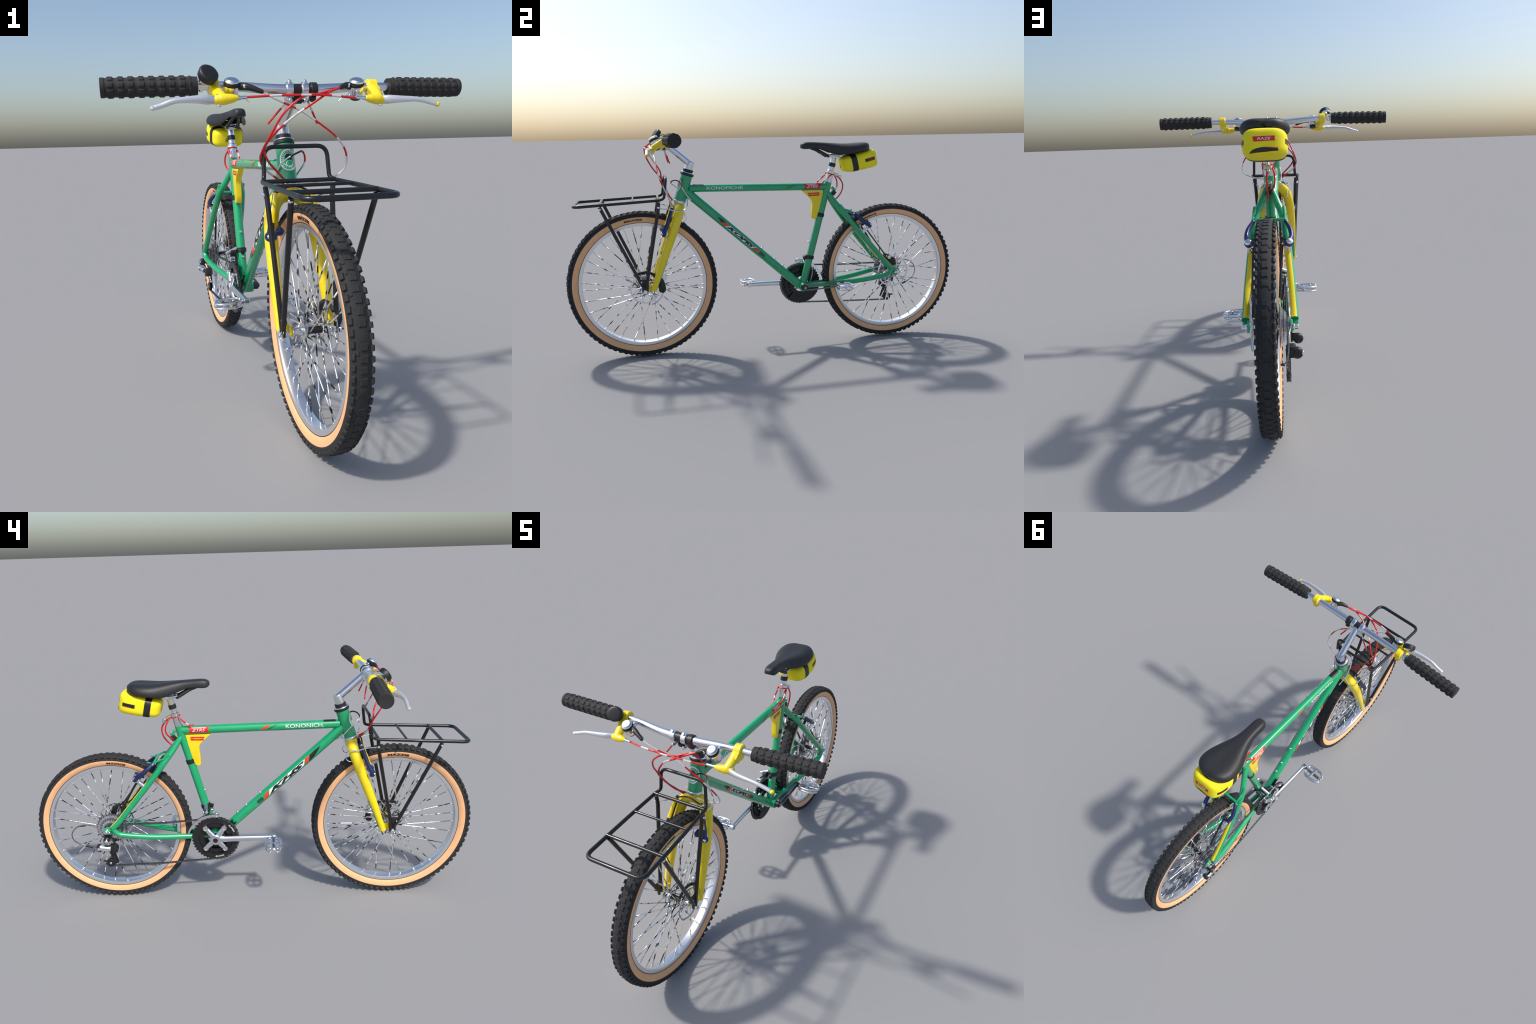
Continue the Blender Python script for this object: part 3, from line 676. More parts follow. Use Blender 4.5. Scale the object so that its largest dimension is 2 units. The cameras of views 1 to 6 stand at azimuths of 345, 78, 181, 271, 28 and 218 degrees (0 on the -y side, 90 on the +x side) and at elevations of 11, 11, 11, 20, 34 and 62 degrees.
def grip(a, b):
    a, b = V(*a), V(*b); L = np.linalg.norm(b - a); ns, nt = 110, 72
    ax = unit(b - a); n = unit(V(0, 0, 1) - ax * ax[2]); m = np.cross(ax, n)
    s = np.linspace(0, 1, ns); th = np.linspace(0, TAU, nt, endpoint=False)
    rows, cols = 9.5, 9
    S, T = np.meshgrid(s, th, indexing='ij')
    fl = (np.clip((S - .06) * 40, 0, 1)) * np.clip((.955 - S) * 40, 0, 1)
    ring = np.clip(np.cos(TAU * (S * rows - .55)) * 2.6 + .9, 0, 1)
    studs = np.clip(np.cos(T * cols + (np.floor(S * rows + .0) % 2) * math.pi * 0) * 2.0 + .9, 0, 1)
    r = .0262 + fl * ring * (.0006 + .0030 * studs) 
    r = np.where(S > .955, .0276, r); r = np.where(S < .03, .0255, r)
    prof_end = [(1., .0272), (1.004, .0255), (1.0045, .0235), (1.0035, .022)]
    P = a + ax * (S * L)[..., None] if False else a + ax[None, None] * (S * L)[..., None] + r[..., None] * (np.cos(T)[..., None] * n + np.sin(T)[..., None] * m)
    rings = [P[i] for i in range(ns)]
    ci = [a + .014 * (np.cos(th)[:, None] * n + np.sin(th)[:, None] * m)]
    ends = [a + ax * L * q + rr * (np.cos(th)[:, None] * n + np.sin(th)[:, None] * m) for q, rr in prof_end]
    allr = ci + rings + ends; vs = np.concatenate(allr); k = len(allr); fs = []
    for i in range(k - 1):
        for j in range(nt):
            l = (j + 1) % nt; fs.append((i * nt + j, i * nt + l, (i + 1) * nt + l, (i + 1) * nt + j))
    fs.append(tuple(range(nt))[::-1]); fs.append(tuple((k - 1) * nt + j for j in range(nt)))
    add('grip', mesh(vs, fs), H, M_GRIP, angle=28)
grip((-.2850, -.4910, 1.0630), (-.5510, -.4780, 1.0584))
grip((.3030, -.4945, 1.0600), (.5540, -.4820, 1.0592))

def lever(sg, cx, cy, cz, root, bend, tip):
    Lv = group('brake_lever', H); c = V(sg * cx, cy, cz); root, bend, tip = (V(sg * p[0], p[1], p[2]) for p in (root, bend, tip)); X = V(sg, 0, 0)
    G = Geo()
    G.put(*lathe(c - X * .0145, X, [(0, .0205), (.003, .0232), (.026, .0232), (.029, .0205)], 32), 0)
    G.put(*block(c + V(0, .002, -.026), (.024, .026, .020), rotx(10), .3), 0)
    G.put(*block(c + V(-sg * .001, -.022, -.014), (.030, .040, .036), rotx(32), .3), 0)
    P = smooth_path([c + V(-sg * .002, -.018, -.006), c + V(-sg * .004, -.045, -.022), V(sg * (cx - .010), (root[1] - .002), root[2] + .004)], 10)
    G.put(*sweep(P, np.linspace(.0170, .0165, 10), 14, up=X, flat=.85, cap_round=True), 0)
    bl = V(sg * (cx - .048), root[1] - .008, root[2] + .004)
    P = smooth_path([V(sg * (cx + .004), root[1], root[2]), V(sg * (cx - .022), root[1] - .004, root[2] + .002), bl], 10)
    G.put(*sweep(P, np.interp(np.linspace(0, 1, 10), [0, .35, .8, 1], [.0140, .0158, .0125, .0085]), 14, cap_round=True), 0)
    add('lever_body', G.mesh(), Lv, M_YELLOW)
    G = Geo(); e = V(sg * .1620, root[1] - .012, root[2] + .006)
    G.put(*lathe(bl, e - bl, [(-.004, .0062), (.010, .0062), (.012, .0050), (np.linalg.norm(e - bl) - .004, .0045), (np.linalg.norm(e - bl), .0035)], 14))
    G.put(*rod(V(sg * cx, root[1], root[2] - .019), V(sg * cx, root[1], root[2] + .016), .0068, 14, .3))
    G.put(*rod(c + V(0, -.006, -.036), c + V(0, .010, -.032), .0055, 10, .3)); add('barrel_adjuster', G.mesh(), Lv, M_CHROME)
    P = smooth_path([root - X * .006, root * .55 + bend * .45 + V(0, -.004, 0), bend, bend * .55 + tip * .45 + V(0, -.002, .006), tip + V(-sg * .022, .001, .006), tip + V(-sg * .006, 0, .0015)], 36)
    u = np.linspace(0, 1, 36); G = Geo()
    G.put(*sweep(P, np.interp(u, [0, .15, .35, .6, 1], [.0115, .0135, .0104, .0078, .0070]), 14, up=(0, -.35, 1), flat=np.interp(u, [0, .35, 1], [.6, .8, 1.05]), cap_round=True))
    G.put(*lathe(tip - V(0, 0, .0075), (0, 0, 1), [(0, .002), (.002, .0055), (.0050, .0084), (.0105, .0084), (.013, .0055), (.015, .002)], 16), 1 if sg > 0 else 0)
    add('lever_blade', G.mesh(), Lv, [M_LEVER, M_YELLOW])
lever(-1, .2400, -.4880, 1.0635, (.2560, -.5650, 1.0190), (.3140, -.5820, 1.0190), (.4220, -.5868, .9975))
lever(1, .2480, -.4960, 1.0600, (.2480, -.5630, 1.0175), (.3060, -.5815, 1.0175), (.4210, -.5885, 1.0015))

def shifter(b, t, arm, bar):
    S = group('shifter', H); b, t, arm = V(*b), V(*t), V(*arm); ax = unit(t - b); L = np.linalg.norm(t - b)
    G = Geo()
    G.put(*lathe(b - ax * .004, ax, [(0, .0190), (.003, .0205), (L * .70, .0218), (L * .72, .0218)], 32), 0)
    G.put(*lathe(b, ax, [(L * .66, .0222), (L * .69, .0230), (L * .80, .0230), (L * .84, .0218)], 32), 1)
    G.put(*lathe(b, ax, [(L * .88, .0210), (L * .93, .0218), (L * 1.0, .0205), (L * 1.05, .0165), (L * 1.07, .0155), (L * 1.06, .013), (L * 1.075, .010), (L * 1.065, .006), (L * 1.075, .002)], 32), 0)
    G.put(*lathe(b - ax * .014, ax, [(0, .011), (.002, .0150), (.010, .0155), (.012, .013)], 24), 1)
    G.put(*sweep(np.linspace(b + ax * .012, V(*bar), 4), .0095, 12), 0)
    sg = np.sign(arm[0]); s0 = b + ax * L * .60 + V(-sg * .024, .002, 0)
    P = smooth_path([s0 + V(sg * .006, 0, 0), s0 * .6 + arm * .4 + V(0, -.003, .003), arm], 10)
    G.put(*sweep(P, np.interp(np.linspace(0, 1, 10), [0, .3, 1], [.0110, .0105, .0062]), 12, cap_round=True), 1)
    G.put(*rod(s0 * .8 + arm * .2 + V(0, -.014, .002), s0 * .8 + arm * .2 + V(0, -.008, .002), .0058, 12, .3), 0)
    P = smooth_path([b + V(-sg * .018, .004, .0), b + V(-sg * .040, .004, -.006), b + V(-sg * .052, .006, -.016)], 8)
    G.put(*sweep(P, np.linspace(.0045, .003, 8), 8, up=(0, 1, 0), flat=.5, cap_round=True), 0)
    add('shifter_pod', G.mesh(), S, [M_CHROME, M_BLACK])
shifter((-.1970, -.5280, 1.0330), (-.1967, -.5470, 1.0735), (-.1168, -.5654, 1.0410), (-.1900, -.4940, 1.0600))
shifter((.1795, -.5365, 1.0330), (.1745, -.5555, 1.0735), (.1195, -.5639, 1.0520), (.1800, -.5000, 1.0580))

# bell: black domed cap in a chrome cup, small yellow piece beneath, tilted forward
bc, bn = V(-.2595, -.5270, 1.0900), unit((.28, -.78, .56)); G = Geo()
G.put(*lathe(bc, bn, [(-.013, .0240), (-.011, .0275), (.004, .0292), (.008, .0285), (.011, .0255), (.012, .020), (.0122, .006)], 36), 0)
G.put(*lathe(bc, bn, [(-.020, .017), (-.018, .0225), (-.011, .0266), (-.010, .022)], 32), 2)
G.put(*lathe(bc, bn, [(-.036, .008), (-.017, .010)], 16), 1)
G.put(*lathe(V(-.2740, -.4855, 1.0640), (-1, 0, 0), [(-.006, .015), (-.004, .0178), (.004, .0178), (.006, .015)], 28), 2)
add('bell', G.mesh(), H, [M_BLACK, M_YELLOW, M_CHROME])

# ---------------- cables
C = group('control_cable')
def cable(pts, r=.0035, red=((0, 1),), n=70, name='cable_housing'):
    """Housing with pale bands: red = spans of its length (0-1) that are red."""
    P = smooth_path(pts, n); vs, fs = sweep(P, r, 9, cap_round=False)
    idx = []
    for i in range(n - 1):
        u = (i + .5) / (n - 1); idx += [0 if any(a <= u <= b for a, b in red) else 1] * 9
    idx += [0, 0]
    add(name, mesh(vs, fs, idx), C, [M_RED, M_WHITEC])
hoop = V(-.1030, -.5130, .8600)
cable([(-.1640, -.5770, 1.0250), (-.1000, -.5900, 1.0275), (-.0300, -.5960, 1.0290), (.0300, -.5960, 1.0300), (.0900, -.5720, 1.0440), (.1200, -.5640, 1.0515)], red=((0, .22), (.34, .52), (.62, 1)))
cable([(.1610, -.5790, 1.0210), (.1000, -.5910, 1.0260), (.0500, -.5950, 1.0290), (.0000, -.5950, 1.0270), (-.0560, -.5880, .9850), (-.0860, -.5600, .9300), (-.1060, -.5200, .8760), (-.1080, -.5060, .8500), (-.0900, -.4960, .8200), (-.0560, -.4860, .7960), (-.0250, -.4740, .7720)], red=((0, .10), (.16, .82), (.9, 1)), n=110)
cable([(.1180, -.5640, 1.0510), (.0800, -.5800, 1.0380), (.0300, -.5800, 1.0080), (-.0300, -.5560, .9660), (-.0800, -.5240, .9150), (-.0990, -.5180, .8800), (-.0860, -.5140, .8460), (-.0560, -.5040, .8140), (-.0340, -.4900, .7940), (-.0050, -.4600, .7690)], red=((0, .28), (.44, .95)), n=110)
cable([(-.1175, -.5652, 1.0405), (-.0700, -.5640, 1.0180), (.0060, -.5500, .9870), (.0680, -.5457, .9487), (.1180, -.5400, .9120), (.1500, -.5292, .8739), (.1620, -.5120, .8350), (.1500, -.5000, .8060), (.1160, -.4930, .7880), (.0800, -.4880, .7800), (.0400, -.4780, .7740)], r=.0031, red=((.14, .22), (.36, .52), (.60, .66)), n=110)
cable([(-.0200, -.5020, 1.0200), (-.0480, -.4920, .9880), (-.0765, -.4830, .9550)], r=.0032, red=((.3, 1),), n=20, name='cable_stub')
cable([(.0400, -.5040, 1.0220), (.0590, -.4930, .9900), (.0794, -.4817, .9540)], r=.0032, red=((.0, .1), (.5, 1)), n=20, name='cable_stub')
P = smooth_path([(-.0300, -.3640, .7600), (-.0330, -.4020, .7850), (-.0320, -.4270, .8120), (-.0265, -.4500, .8350), (-.0080, -.4750, .8560), (.0220, -.4700, .8690), (.0420, -.4500, .8715), (.0560, -.4330, .8560), (.0560, -.4260, .8330), (.0400, -.4060, .8000), (.0300, -.3860, .7740)], 80)
G = Geo(); vs, fs = sweep(P, .0030, 9)
G.put(vs, fs); me = G.mesh()
me.polygons.foreach_set('material_index', [(1 if 36 <= k // 9 < 52 else (2 if 52 <= k // 9 < 60 else 0)) for k in range(len(me.polygons))])
add('cable_housing', me, C, [M_ALU, M_BLACK, M_RED])
# around the seat cluster
cable([(.0150, .2500, .8330), (.0190, .2750, .8320), (.0210, .2980, .8520), (.0190, .3200, .8700), (.0060, .3440, .8760), (-.0140, .3560, .8660), (-.0230, .3700, .8400), (-.0230, .3700, .8100), (-.0120, .3500, .7830), (-.0040, .3360, .7720)], red=((.0, .18), (.26, 1)))
cable([(-.0190, .3060, .8800), (-.0180, .3200, .8840), (-.0060, .3460, .8760), (.0020, .3740, .8560), (.0040, .3920, .8260), (.0040, .3880, .7900), (.0035, .3680, .7600), (.0035, .3480, .7440)], red=((0, 1),))
th = np.linspace(0, TAU, 28, endpoint=False)
P = np.stack([.0185 * np.cos(th), .3250 + .0185 * np.sin(th) , .8790 - .006 * np.sin(th)], 1)
add('cable_tie', mesh(*sweep(P, .0026, 8, closed=True)), C, M_RED)
cable([(-.0180, .3040, .8730), (-.0200, .2850, .8560), (-.0170, .2620, .8370)], red=((0, .5), (.8, 1)), n=16)

# ---------------- seat post, saddle, bag
SP = group('seat_post'); s0, s1 = V(0, .3165, .8360), V(0, .3470, .9620); pd = unit(s1 - s0); G = Geo()
G.put(*lathe(s0, pd, [(0, .0172), (.004, .0178), (.040, .0178), (.050, .0190), (.060, .0190), (.0625, .0165)], 32), 0)
G.put(*lathe(s0, pd, [(.055, .0140), (.128, .0140)], 32), 0)
G.put(*lathe(s0, pd, [(.080, .0145), (.081, .0168), (.099, .0168), (.100, .0145)], 32), 1)
G.put(*rod(s0 + pd * .048 + V(0, .012, 0), V(0, .3700, .8700), .0075, 14), 0)
G.put(*rod((-.014, .3760, .8640), (.014, .3760, .8640), .0082, 16, .3), 0); G.put(*rod((0, .3760, .8640), (-.004, .3850, .8500), .0060, 12, .3), 0)
G.put(*rod((-.022, .318, .884), (-.014, .322, .884), .005, 10), 0)
add('post', G.mesh(), SP, [M_ALU, M_BLACK])
G = Geo(); G.put(*block((0, .3480, .9640), (.044, .058, .012), rotx(-8), .3)); G.put(*block((0, .3490, .9770), (.040, .046, .010), rotx(-8), .3))
G.put(*rod((-.026, .3440, .9700), (.026, .3440, .9700), .0060, 12, .3))
add('saddle_clamp', G.mesh(), SP, M_ALU)

SD = group('saddle')
ys = [.1705, .1730, .1790, .1900, .2100, .2400, .2700, .3000, .3300, .3600, .3900, .4200, .4500, .4780, .5000, .5160, .5250]
hw = [.0070, .0150, .0220, .0265, .0290, .0290, .0310, .0375, .0490, .0630, .0760, .0845, .0870, .0830, .0700, .0490, .0180]
tp = [1.0240, 1.0295, 1.0345, 1.0385, 1.0398, 1.0388, 1.0372, 1.0352, 1.0332, 1.0312, 1.0300, 1.0302, 1.0315, 1.0335, 1.0335, 1.0290, 1.0215]
bt = [1.0170, 1.0120, 1.0080, 1.0050, 1.0055, 1.0070, 1.0035, .9945, .9830, .9765, .9760, .9795, .9865, .9910, .9945, .9985, 1.0060]
A = np.stack([ys, hw, tp, bt], 1)
yy = np.r_[np.linspace(0, 1, 60)] 
D = smooth_path(np.column_stack([A[:, 0], A[:, 1], A[:, 2], A[:, 3]]), 64)
ns = 40; vs, fs = [], []
for y, w, t, b in D:
    dip = .0025 * np.exp(-((y - .43) / .09) ** 2)
    H_ = t - b; hol = float(np.interp(y, [.225, .30], [0, 1]))   # hollow underneath behind the nose
    half = [(0, t - dip), (.30 * w, t - .4 * dip), (.55 * w, t - .02 * H_), (.76 * w, t - .11 * H_), (.90 * w, t - .28 * H_), (.985 * w, t - .55 * H_), (1.0 * w, t - .78 * H_), (.975 * w, t - .93 * H_), (.92 * w, b), (.86 * w, b + .02 * H_), (.76 * w, b + .02 * H_ + .33 * H_ * hol), (.40 * w, b + .62 * H_ * hol), (0, b + .66 * H_ * hol)]
    ring = half + [(-x, z) for x, z in half[-2:0:-1]]
    vs += [(x + .0030, y, z) for x, z in ring]
n = len(ring)
for i in range(len(D) - 1):
    for k in range(n):
        l = (k + 1) % n; fs.append((i * n + k, i * n + l, (i + 1) * n + l, (i + 1) * n + k))
fs.append(tuple(range(n))); fs.append(tuple((len(D) - 1) * n + k for k in range(n)))
ob = add('saddle_cover', mesh(vs, fs), SD, M_LEATHER, angle=70)
sub = ob.modifiers.new('smooth', 'SUBSURF'); sub.levels = 1; sub.render_levels = 1
# rear bumper line under the cover
th = np.linspace(-1.25, 1.25, 26)
P = np.stack([.0030 + .080 * np.sin(th), .450 + .072 * np.cos(th), .9930 + .004 * np.cos(th)], 1)
tube('saddle_bumper', P, .0060, M_LEATHER, SD, seg=10, cap_round=True)
G = Geo()
for sg in (-1, 1):
    P = smooth_path([(sg * .015, .2800, .9810), (sg * .020, .2930, .9770), (sg * .024, .3100, .9735), (sg * .024, .3500, .9715), (sg * .024, .3900, .9740), (sg * .032, .4450, .9920), (sg * .034, .4800, 1.0000)], 30)
    G.put(*sweep(P, .0036, 10))
add('saddle_rail', G.mesh(), SD, M_CHROME)
for sg in (-1, 1):
    P = smooth_path([(sg * .009, .2300, 1.0080), (sg * .013, .2550, .9990), (sg * .020, .2850, .9820), (sg * .023, .3100, .9680)], 12)
    tube('saddle_strut', P, .0072, M_LEATHER, SD, seg=12, cap_round=True)

BG = group('saddle_bag')
bo, tilt = V(.0020, .4720, .9400), math.radians(13); bu, bw = V(0, math.cos(tilt), math.sin(tilt)), V(0, -math.sin(tilt), math.cos(tilt))
BL = .0905
def bag_half(u):
    """Half width and half height of the bag at u in [-1, 1] (front to back)."""
    q = abs(u); r = max(1e-6, 1 - q ** (3.4 if u > 0 else 6)) ** (1 / (3.0 if u > 0 else 4.))
    w = np.interp(u, [-1, 0, 1], [.064, .076, .079]) * (.12 + .88 * r)
    h = np.interp(u, [-1, 0, 1], [.0380, .0450, .0475]) * (.15 + .85 * max(1e-6, 1 - q ** 7) ** (1 / 4.))
    return w, h
PE = 4.2
def bag_ring(u, grow=0., n=56):
    w, h = bag_half(u); w += grow; h += grow
    th = np.linspace(0, TAU, n, endpoint=False); c, s = np.cos(th), np.sin(th)
    r = (np.abs(c) ** PE + np.abs(s) ** PE) ** (-1 / PE)
    return bo + bu * (u * BL) + np.outer(w * r * c, V(1, 0, 0)) + np.outer(h * r * s, bw)
def loft(rings, capped=True):
    n = len(rings[0]); vs = np.concatenate(rings); fs = []
    for i in range(len(rings) - 1):
        for k in range(n):
            l = (k + 1) % n; fs.append((i * n + k, i * n + l, (i + 1) * n + l, (i + 1) * n + k))
    if capped: fs.append(tuple(range(n))); fs.append(tuple((len(rings) - 1) * n + k for k in range(n)))
    return vs, fs
us = np.sin(np.linspace(-math.pi / 2, math.pi / 2, 49))
add('bag_body', mesh(*loft([bag_ring(u) for u in us])), BG, M_BAG, angle=60)
ul = np.linspace(-.57, -.27, 5)
rings = [bag_ring(ul[0], -.001)] + [bag_ring(u, .0016) for u in ul] + [bag_ring(ul[-1], -.001)]
add('bag_strap', mesh(*loft(rings)), BG, M_BLACK, angle=50)
def bag_side(sg):
    """s along the bag (m from its middle, towards the back), t up."""
    def fn(s, t):
        w, h = bag_half(np.clip(s / BL, -.999, .999)); x = w * max(1e-6, 1 - min(abs(t) / h, .99) ** PE) ** (1 / PE)
        return bo + bu * s + bw * t + V(sg * (x + .0006), 0, 0), V(sg, 0, 0)
    return fn
def bag_back(s, t):
    """s to the right as seen from behind, t up."""
    x = -s; lo, hi = 0., .9999
    for _ in range(30):
        u = (lo + hi) / 2; w, h = bag_half(u); inside = (abs(x) / w) ** PE + (abs(t) / h) ** PE < 1
        lo, hi = (u, hi) if inside else (lo, u)
    return bo + bu * (lo * BL + .0008) + bw * t + V(x, 0, 0), bu
def bdec(name, geo, fn, mat, **k): add(name, mesh(*wrapped(geo, fn, **k)), BG, mat)
for sg in (-1, 1):
    f = bag_side(sg); g = (lambda s, t, f=f: (f(s, t)[0] + f(s, t)[1] * .0007, f(s, t)[1]))
    bdec('bag_patch', poly2d([(.014, -.008), (.068, -.008), (.068, .008), (.014, .008)]), f, M_INK, step=(.006, .006))
    if sg > 0:
        rd = lambda s, t, g=g: g(s + .044, t)
        bdec('bag_lettering', text2d('TURBO', .007, .032, .3), rd, M_LABELRED)
    bdec('bag_trim', poly2d([(.030, -.0066), (.064, -.0066), (.064, -.0054), (.030, -.0054)]), g, M_ORANGE, step=(.006, .006))
bdec('bag_label', poly2d([(-.038, .0135), (.036, .0145), (.034, .004), (.038, -.001), (-.034, -.003), (-.036, .004)]), bag_back, M_LABELRED, step=(.005, .004))
bb = lambda s, t: (bag_back(s, t)[0] + bu * .0007, bu)
bdec('bag_lettering', text2d('RAZE', .0080, .044, .2), lambda s, t: bb(s, t + .0058), M_WHITE)
arch = [(-.050, -.0400)] + [(x, -.0385 + .0165 * max(0, 1 - ((x - .006) / .054) ** 2) ** .6) for x in np.linspace(-.046, .044, 14)] + [(.046, -.0340), (.0, -.0375)]
bdec('bag_patch', poly2d(arch), bag_back, M_INK, step=(.005, .004))
bdec('bag_trim', poly2d([(-.006, -.0220), (.045, -.0245), (.045, -.0275), (.010, -.0245)]), bb, M_LABELRED, step=(.005, .004))
# small scuffed print on the front of the bag
ff = lambda s, t: (bo - bu * (BL * .985) + bw * t + V(s, 0, 0), -bu)
bdec('bag_lettering', text2d('8', .018), lambda s, t: (bo - bu * (BL * .995 + .0005) + bw * (t - .006) + V(s - .012, 0, 0), -bu), M_INK)

# ---------------- crankset
CR = group('crankset'); cc = V(-.045, .1755, .3070)
def ring_gear(x, ro, ri, teeth, thick, hgt, windows=0):
    n = teeth * 4; th = np.linspace(0, TAU, n, endpoint=False)
    prof = np.tile([0, 1, 1, 0], teeth); r = ro - hgt + hgt * prof
    c = V(x, cc[1], cc[2]); L = []
    for rr, xx in ((r, -thick / 2), (r, thick / 2), (np.full(n, ri), thick / 2), (np.full(n, ri), -thick / 2)):
        L.append(c + np.stack([np.full(n, xx), np.cos(th) * rr, np.sin(th) * rr], 1))
    vs = np.vstack(L); fs = [(a * n + k, a * n + (k + 1) % n, b * n + (k + 1) % n, b * n + k) for a, b in ((0, 1), (1, 2), (2, 3), (3, 0)) for k in range(n)]
    return vs, fs
add('chainring', mesh(*ring_gear(-.0460, .1100, .0790, 42, .0045, .0055)), CR, M_RINGBLACK, angle=30)
add('chainring', mesh(*ring_gear(-.0385, .0880, .0560, 32, .0040, .0050)), CR, M_RINGBLACK, angle=30)
add('chainring', mesh(*ring_gear(-.0255, .0640, .0400, 24, .0040, .0050)), CR, M_RINGBLACK, angle=30)
# inner guard disc
G = Geo()
th = np.linspace(-2.3, .35, 40)
vs = []; 
for x in (-.0285, -.0265):
    for rr in (.052, .1020):
        vs.append(V(x, cc[1], cc[2]) + np.stack([np.zeros(40), np.cos(th) * rr, np.sin(th) * rr], 1))
fs = []
for k in range(39): fs += [(k, k + 1, 40 + k + 1, 40 + k), (80 + k, 120 + k, 121 + k, 81 + k), (40 + k, 41 + k, 121 + k, 120 + k), (k, 80 + k, 81 + k, k + 1)]
fs += [(0, 40, 120, 80), (39, 119, 159, 79)]
G.put(np.vstack(vs), fs); add('chain_guard', G.mesh(), CR, M_RINGBLACK)
# lettering marks round the outer ring
for a, body in ((2.55, 'SUPER'), (4.55, 'DRIVE')):
    def fn(s, t, a=a):
        ang = a + s / .087; return V(-.0500, cc[1] + math.cos(ang) * (.0915 + t), cc[2] + math.sin(ang) * (.0915 + t)), V(-1, 0, 0)
    add('ring_lettering', mesh(*wrapped(text2d(body, .0065, .040, .2), fn, (.006, .01))), CR, M_WHITE)
# spider and drive-side crank arm
G = Geo(); X = V(1, 0, 0)
for dy, dz in ((.044, .056), (-.041, .057), (.046, -.044), (-.042, -.046)):
    e = V(-.0530, cc[1] + dy, cc[2] + dz)
    G.put(*sweep(smooth_path([V(-.0570, cc[1], cc[2]), V(-.0560, cc[1] + dy * .5, cc[2] + dz * .5), e], 8), np.linspace(.0100, .0090, 8), 16, up=X, flat=np.linspace(1.6, 1.3, 8), cap_round=False), 0)
    G.put(*lathe(e + X * .006, -X, [(0, .0120), (.012, .0132), (.016, .0120), (.0165, .0085), (.0150, .0080)], 20), 0)
pedR = V(-.0590, -.0915, .3120)
P = smooth_path([V(-.0570, cc[1] + .008, cc[2]), V(-.0575, cc[1] - .05, cc[2] + .001), V(-.0590, cc[1] - .15, cc[2] + .004), pedR], 20)
G.put(*sweep(P, np.interp(np.linspace(0, 1, 20), [0, .25, 1], [.0110, .0105, .0095]), 16, up=X, flat=np.linspace(1.5, 1.25, 20)), 0)
P2 = P + V(0, 0, 0)
G.put(*rod(V(-.040, cc[1], cc[2]), V(-.0715, cc[1], cc[2]), .0255, 32, .15), 0)
G.put(*rod(V(-.0705, cc[1], cc[2]), V(-.0724, cc[1], cc[2]), .0115, 24), 1)
G.put(*rod(pedR + X * .010, pedR - X * .012, .0140, 22, .2), 0)
add('crank_arm', G.mesh(), CR, [M_ALU, M_INK])
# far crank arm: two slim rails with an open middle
c2 = V(.0560, .1765, .3050); pedL = V(.0650, .3670, .3125); G = Geo()
for o in (-1, 1):
    P = smooth_path([c2 + V(0, .004, o * .013), c2 * .8 + pedL * .2 + V(0, 0, o * .0145), c2 * .4 + pedL * .6 + V(0, 0, o * .0125), pedL + V(0, -.006, o * .0075)], 20)
    G.put(*sweep(P, .0036, 10, up=X, flat=.8), 0)
    G.put(*sweep(P + X * -.006, .0030, 10, up=X, flat=.8), 0)
G.put(*rod(c2 - X * .020, c2 + X * .003, .0160, 28, .15), 1); G.put(*rod(c2 + X * .005, c2 + X * .009, .0090, 20), 0)
G.put(*rod(pedL - X * .010, pedL + X * .010, .0120, 20, .2), 1)
add('crank_arm', G.mesh(), CR, [M_DARKMETAL, M_BLACK])
def pedal(c, sg, tilt):
    Pd = group('pedal', CR); c = V(*c); G = Geo(); ax = unit(V(sg, 0, tilt))
    G.put(*rod(c - ax * .006, c + ax * .094, .0078, 16), 1); G.put(*rod(c + ax * .092, c + ax * .110, .0115, 20, .3), 0)
    G.put(*block(c + ax * .050, (.016, .062, .016), None, .25), 0); G.put(*block(c + ax * .012, (.008, .040, .014), None, .25), 0)
    for s in (-1, 1):
        for dz in (-.0085, .0085):
            P = smooth_path([c + ax * .008 + V(0, s * .015, dz), c + ax * .018 + V(0, s * .028, dz), c + ax * .052 + V(0, s * .034, dz), c + ax * .086 + V(0, s * .031, dz), c + ax * .104 + V(0, s * .016, dz)], 20)
            G.put(*sweep(P, .0052, 10, cap_round=True), 0)
        for q in (.024, .052, .080): G.put(*rod(c + ax * q + V(0, s * (.029 if q != .052 else .033), -.010), c + ax * q + V(0, s * (.029 if q != .052 else .033), .010), .0042, 8), 0)
    add('pedal_cage', G.mesh(), Pd, [M_CHROME, M_DARKMETAL])
pedal((-.0730, -.0900, .3125), -1, -.06); pedal((.0770, .3660, .3140), 1, .05)
G = Geo(); G.put(*rod((-.050, .1765, .3040), (.052, .1765, .3040), .0130, 20)); add('crank_axle', G.mesh(), CR, M_BLACK)

# ---------------- cassette, derailleurs, chain
CS = group('cassette')
def cog(x, ro, teeth):
    n = teeth * 4; th = np.linspace(0, TAU, n, endpoint=False); r = ro - .004 + .004 * np.tile([0, 1, 1, 0], teeth)
    c = V(x, RH[1], RH[2]); ri = ro * .55; L = []
    for rr, xx in ((r, -.001), (r, .001), (np.full(n, ri), .001), (np.full(n, ri), -.001)): L.append(c + np.stack([np.full(n, xx), np.cos(th) * rr, np.sin(th) * rr], 1))
    return np.vstack(L), [(a * n + k, a * n + (k + 1) % n, b * n + (k + 1) % n, b * n + k) for a, b in ((0, 1), (1, 2), (2, 3), (3, 0)) for k in range(n)]
for k in range(8):
    add('cog', mesh(*cog(-.0320 - .0040 * k, .0720 - .0062 * k, 32 - 2 * k)), CS, M_COG if k % 3 else M_DARKMETAL, angle=30)
add('freehub', mesh(*rod(RH - X * .030, RH - X * .068, .019, 24)), CS, M_DARKMETAL)

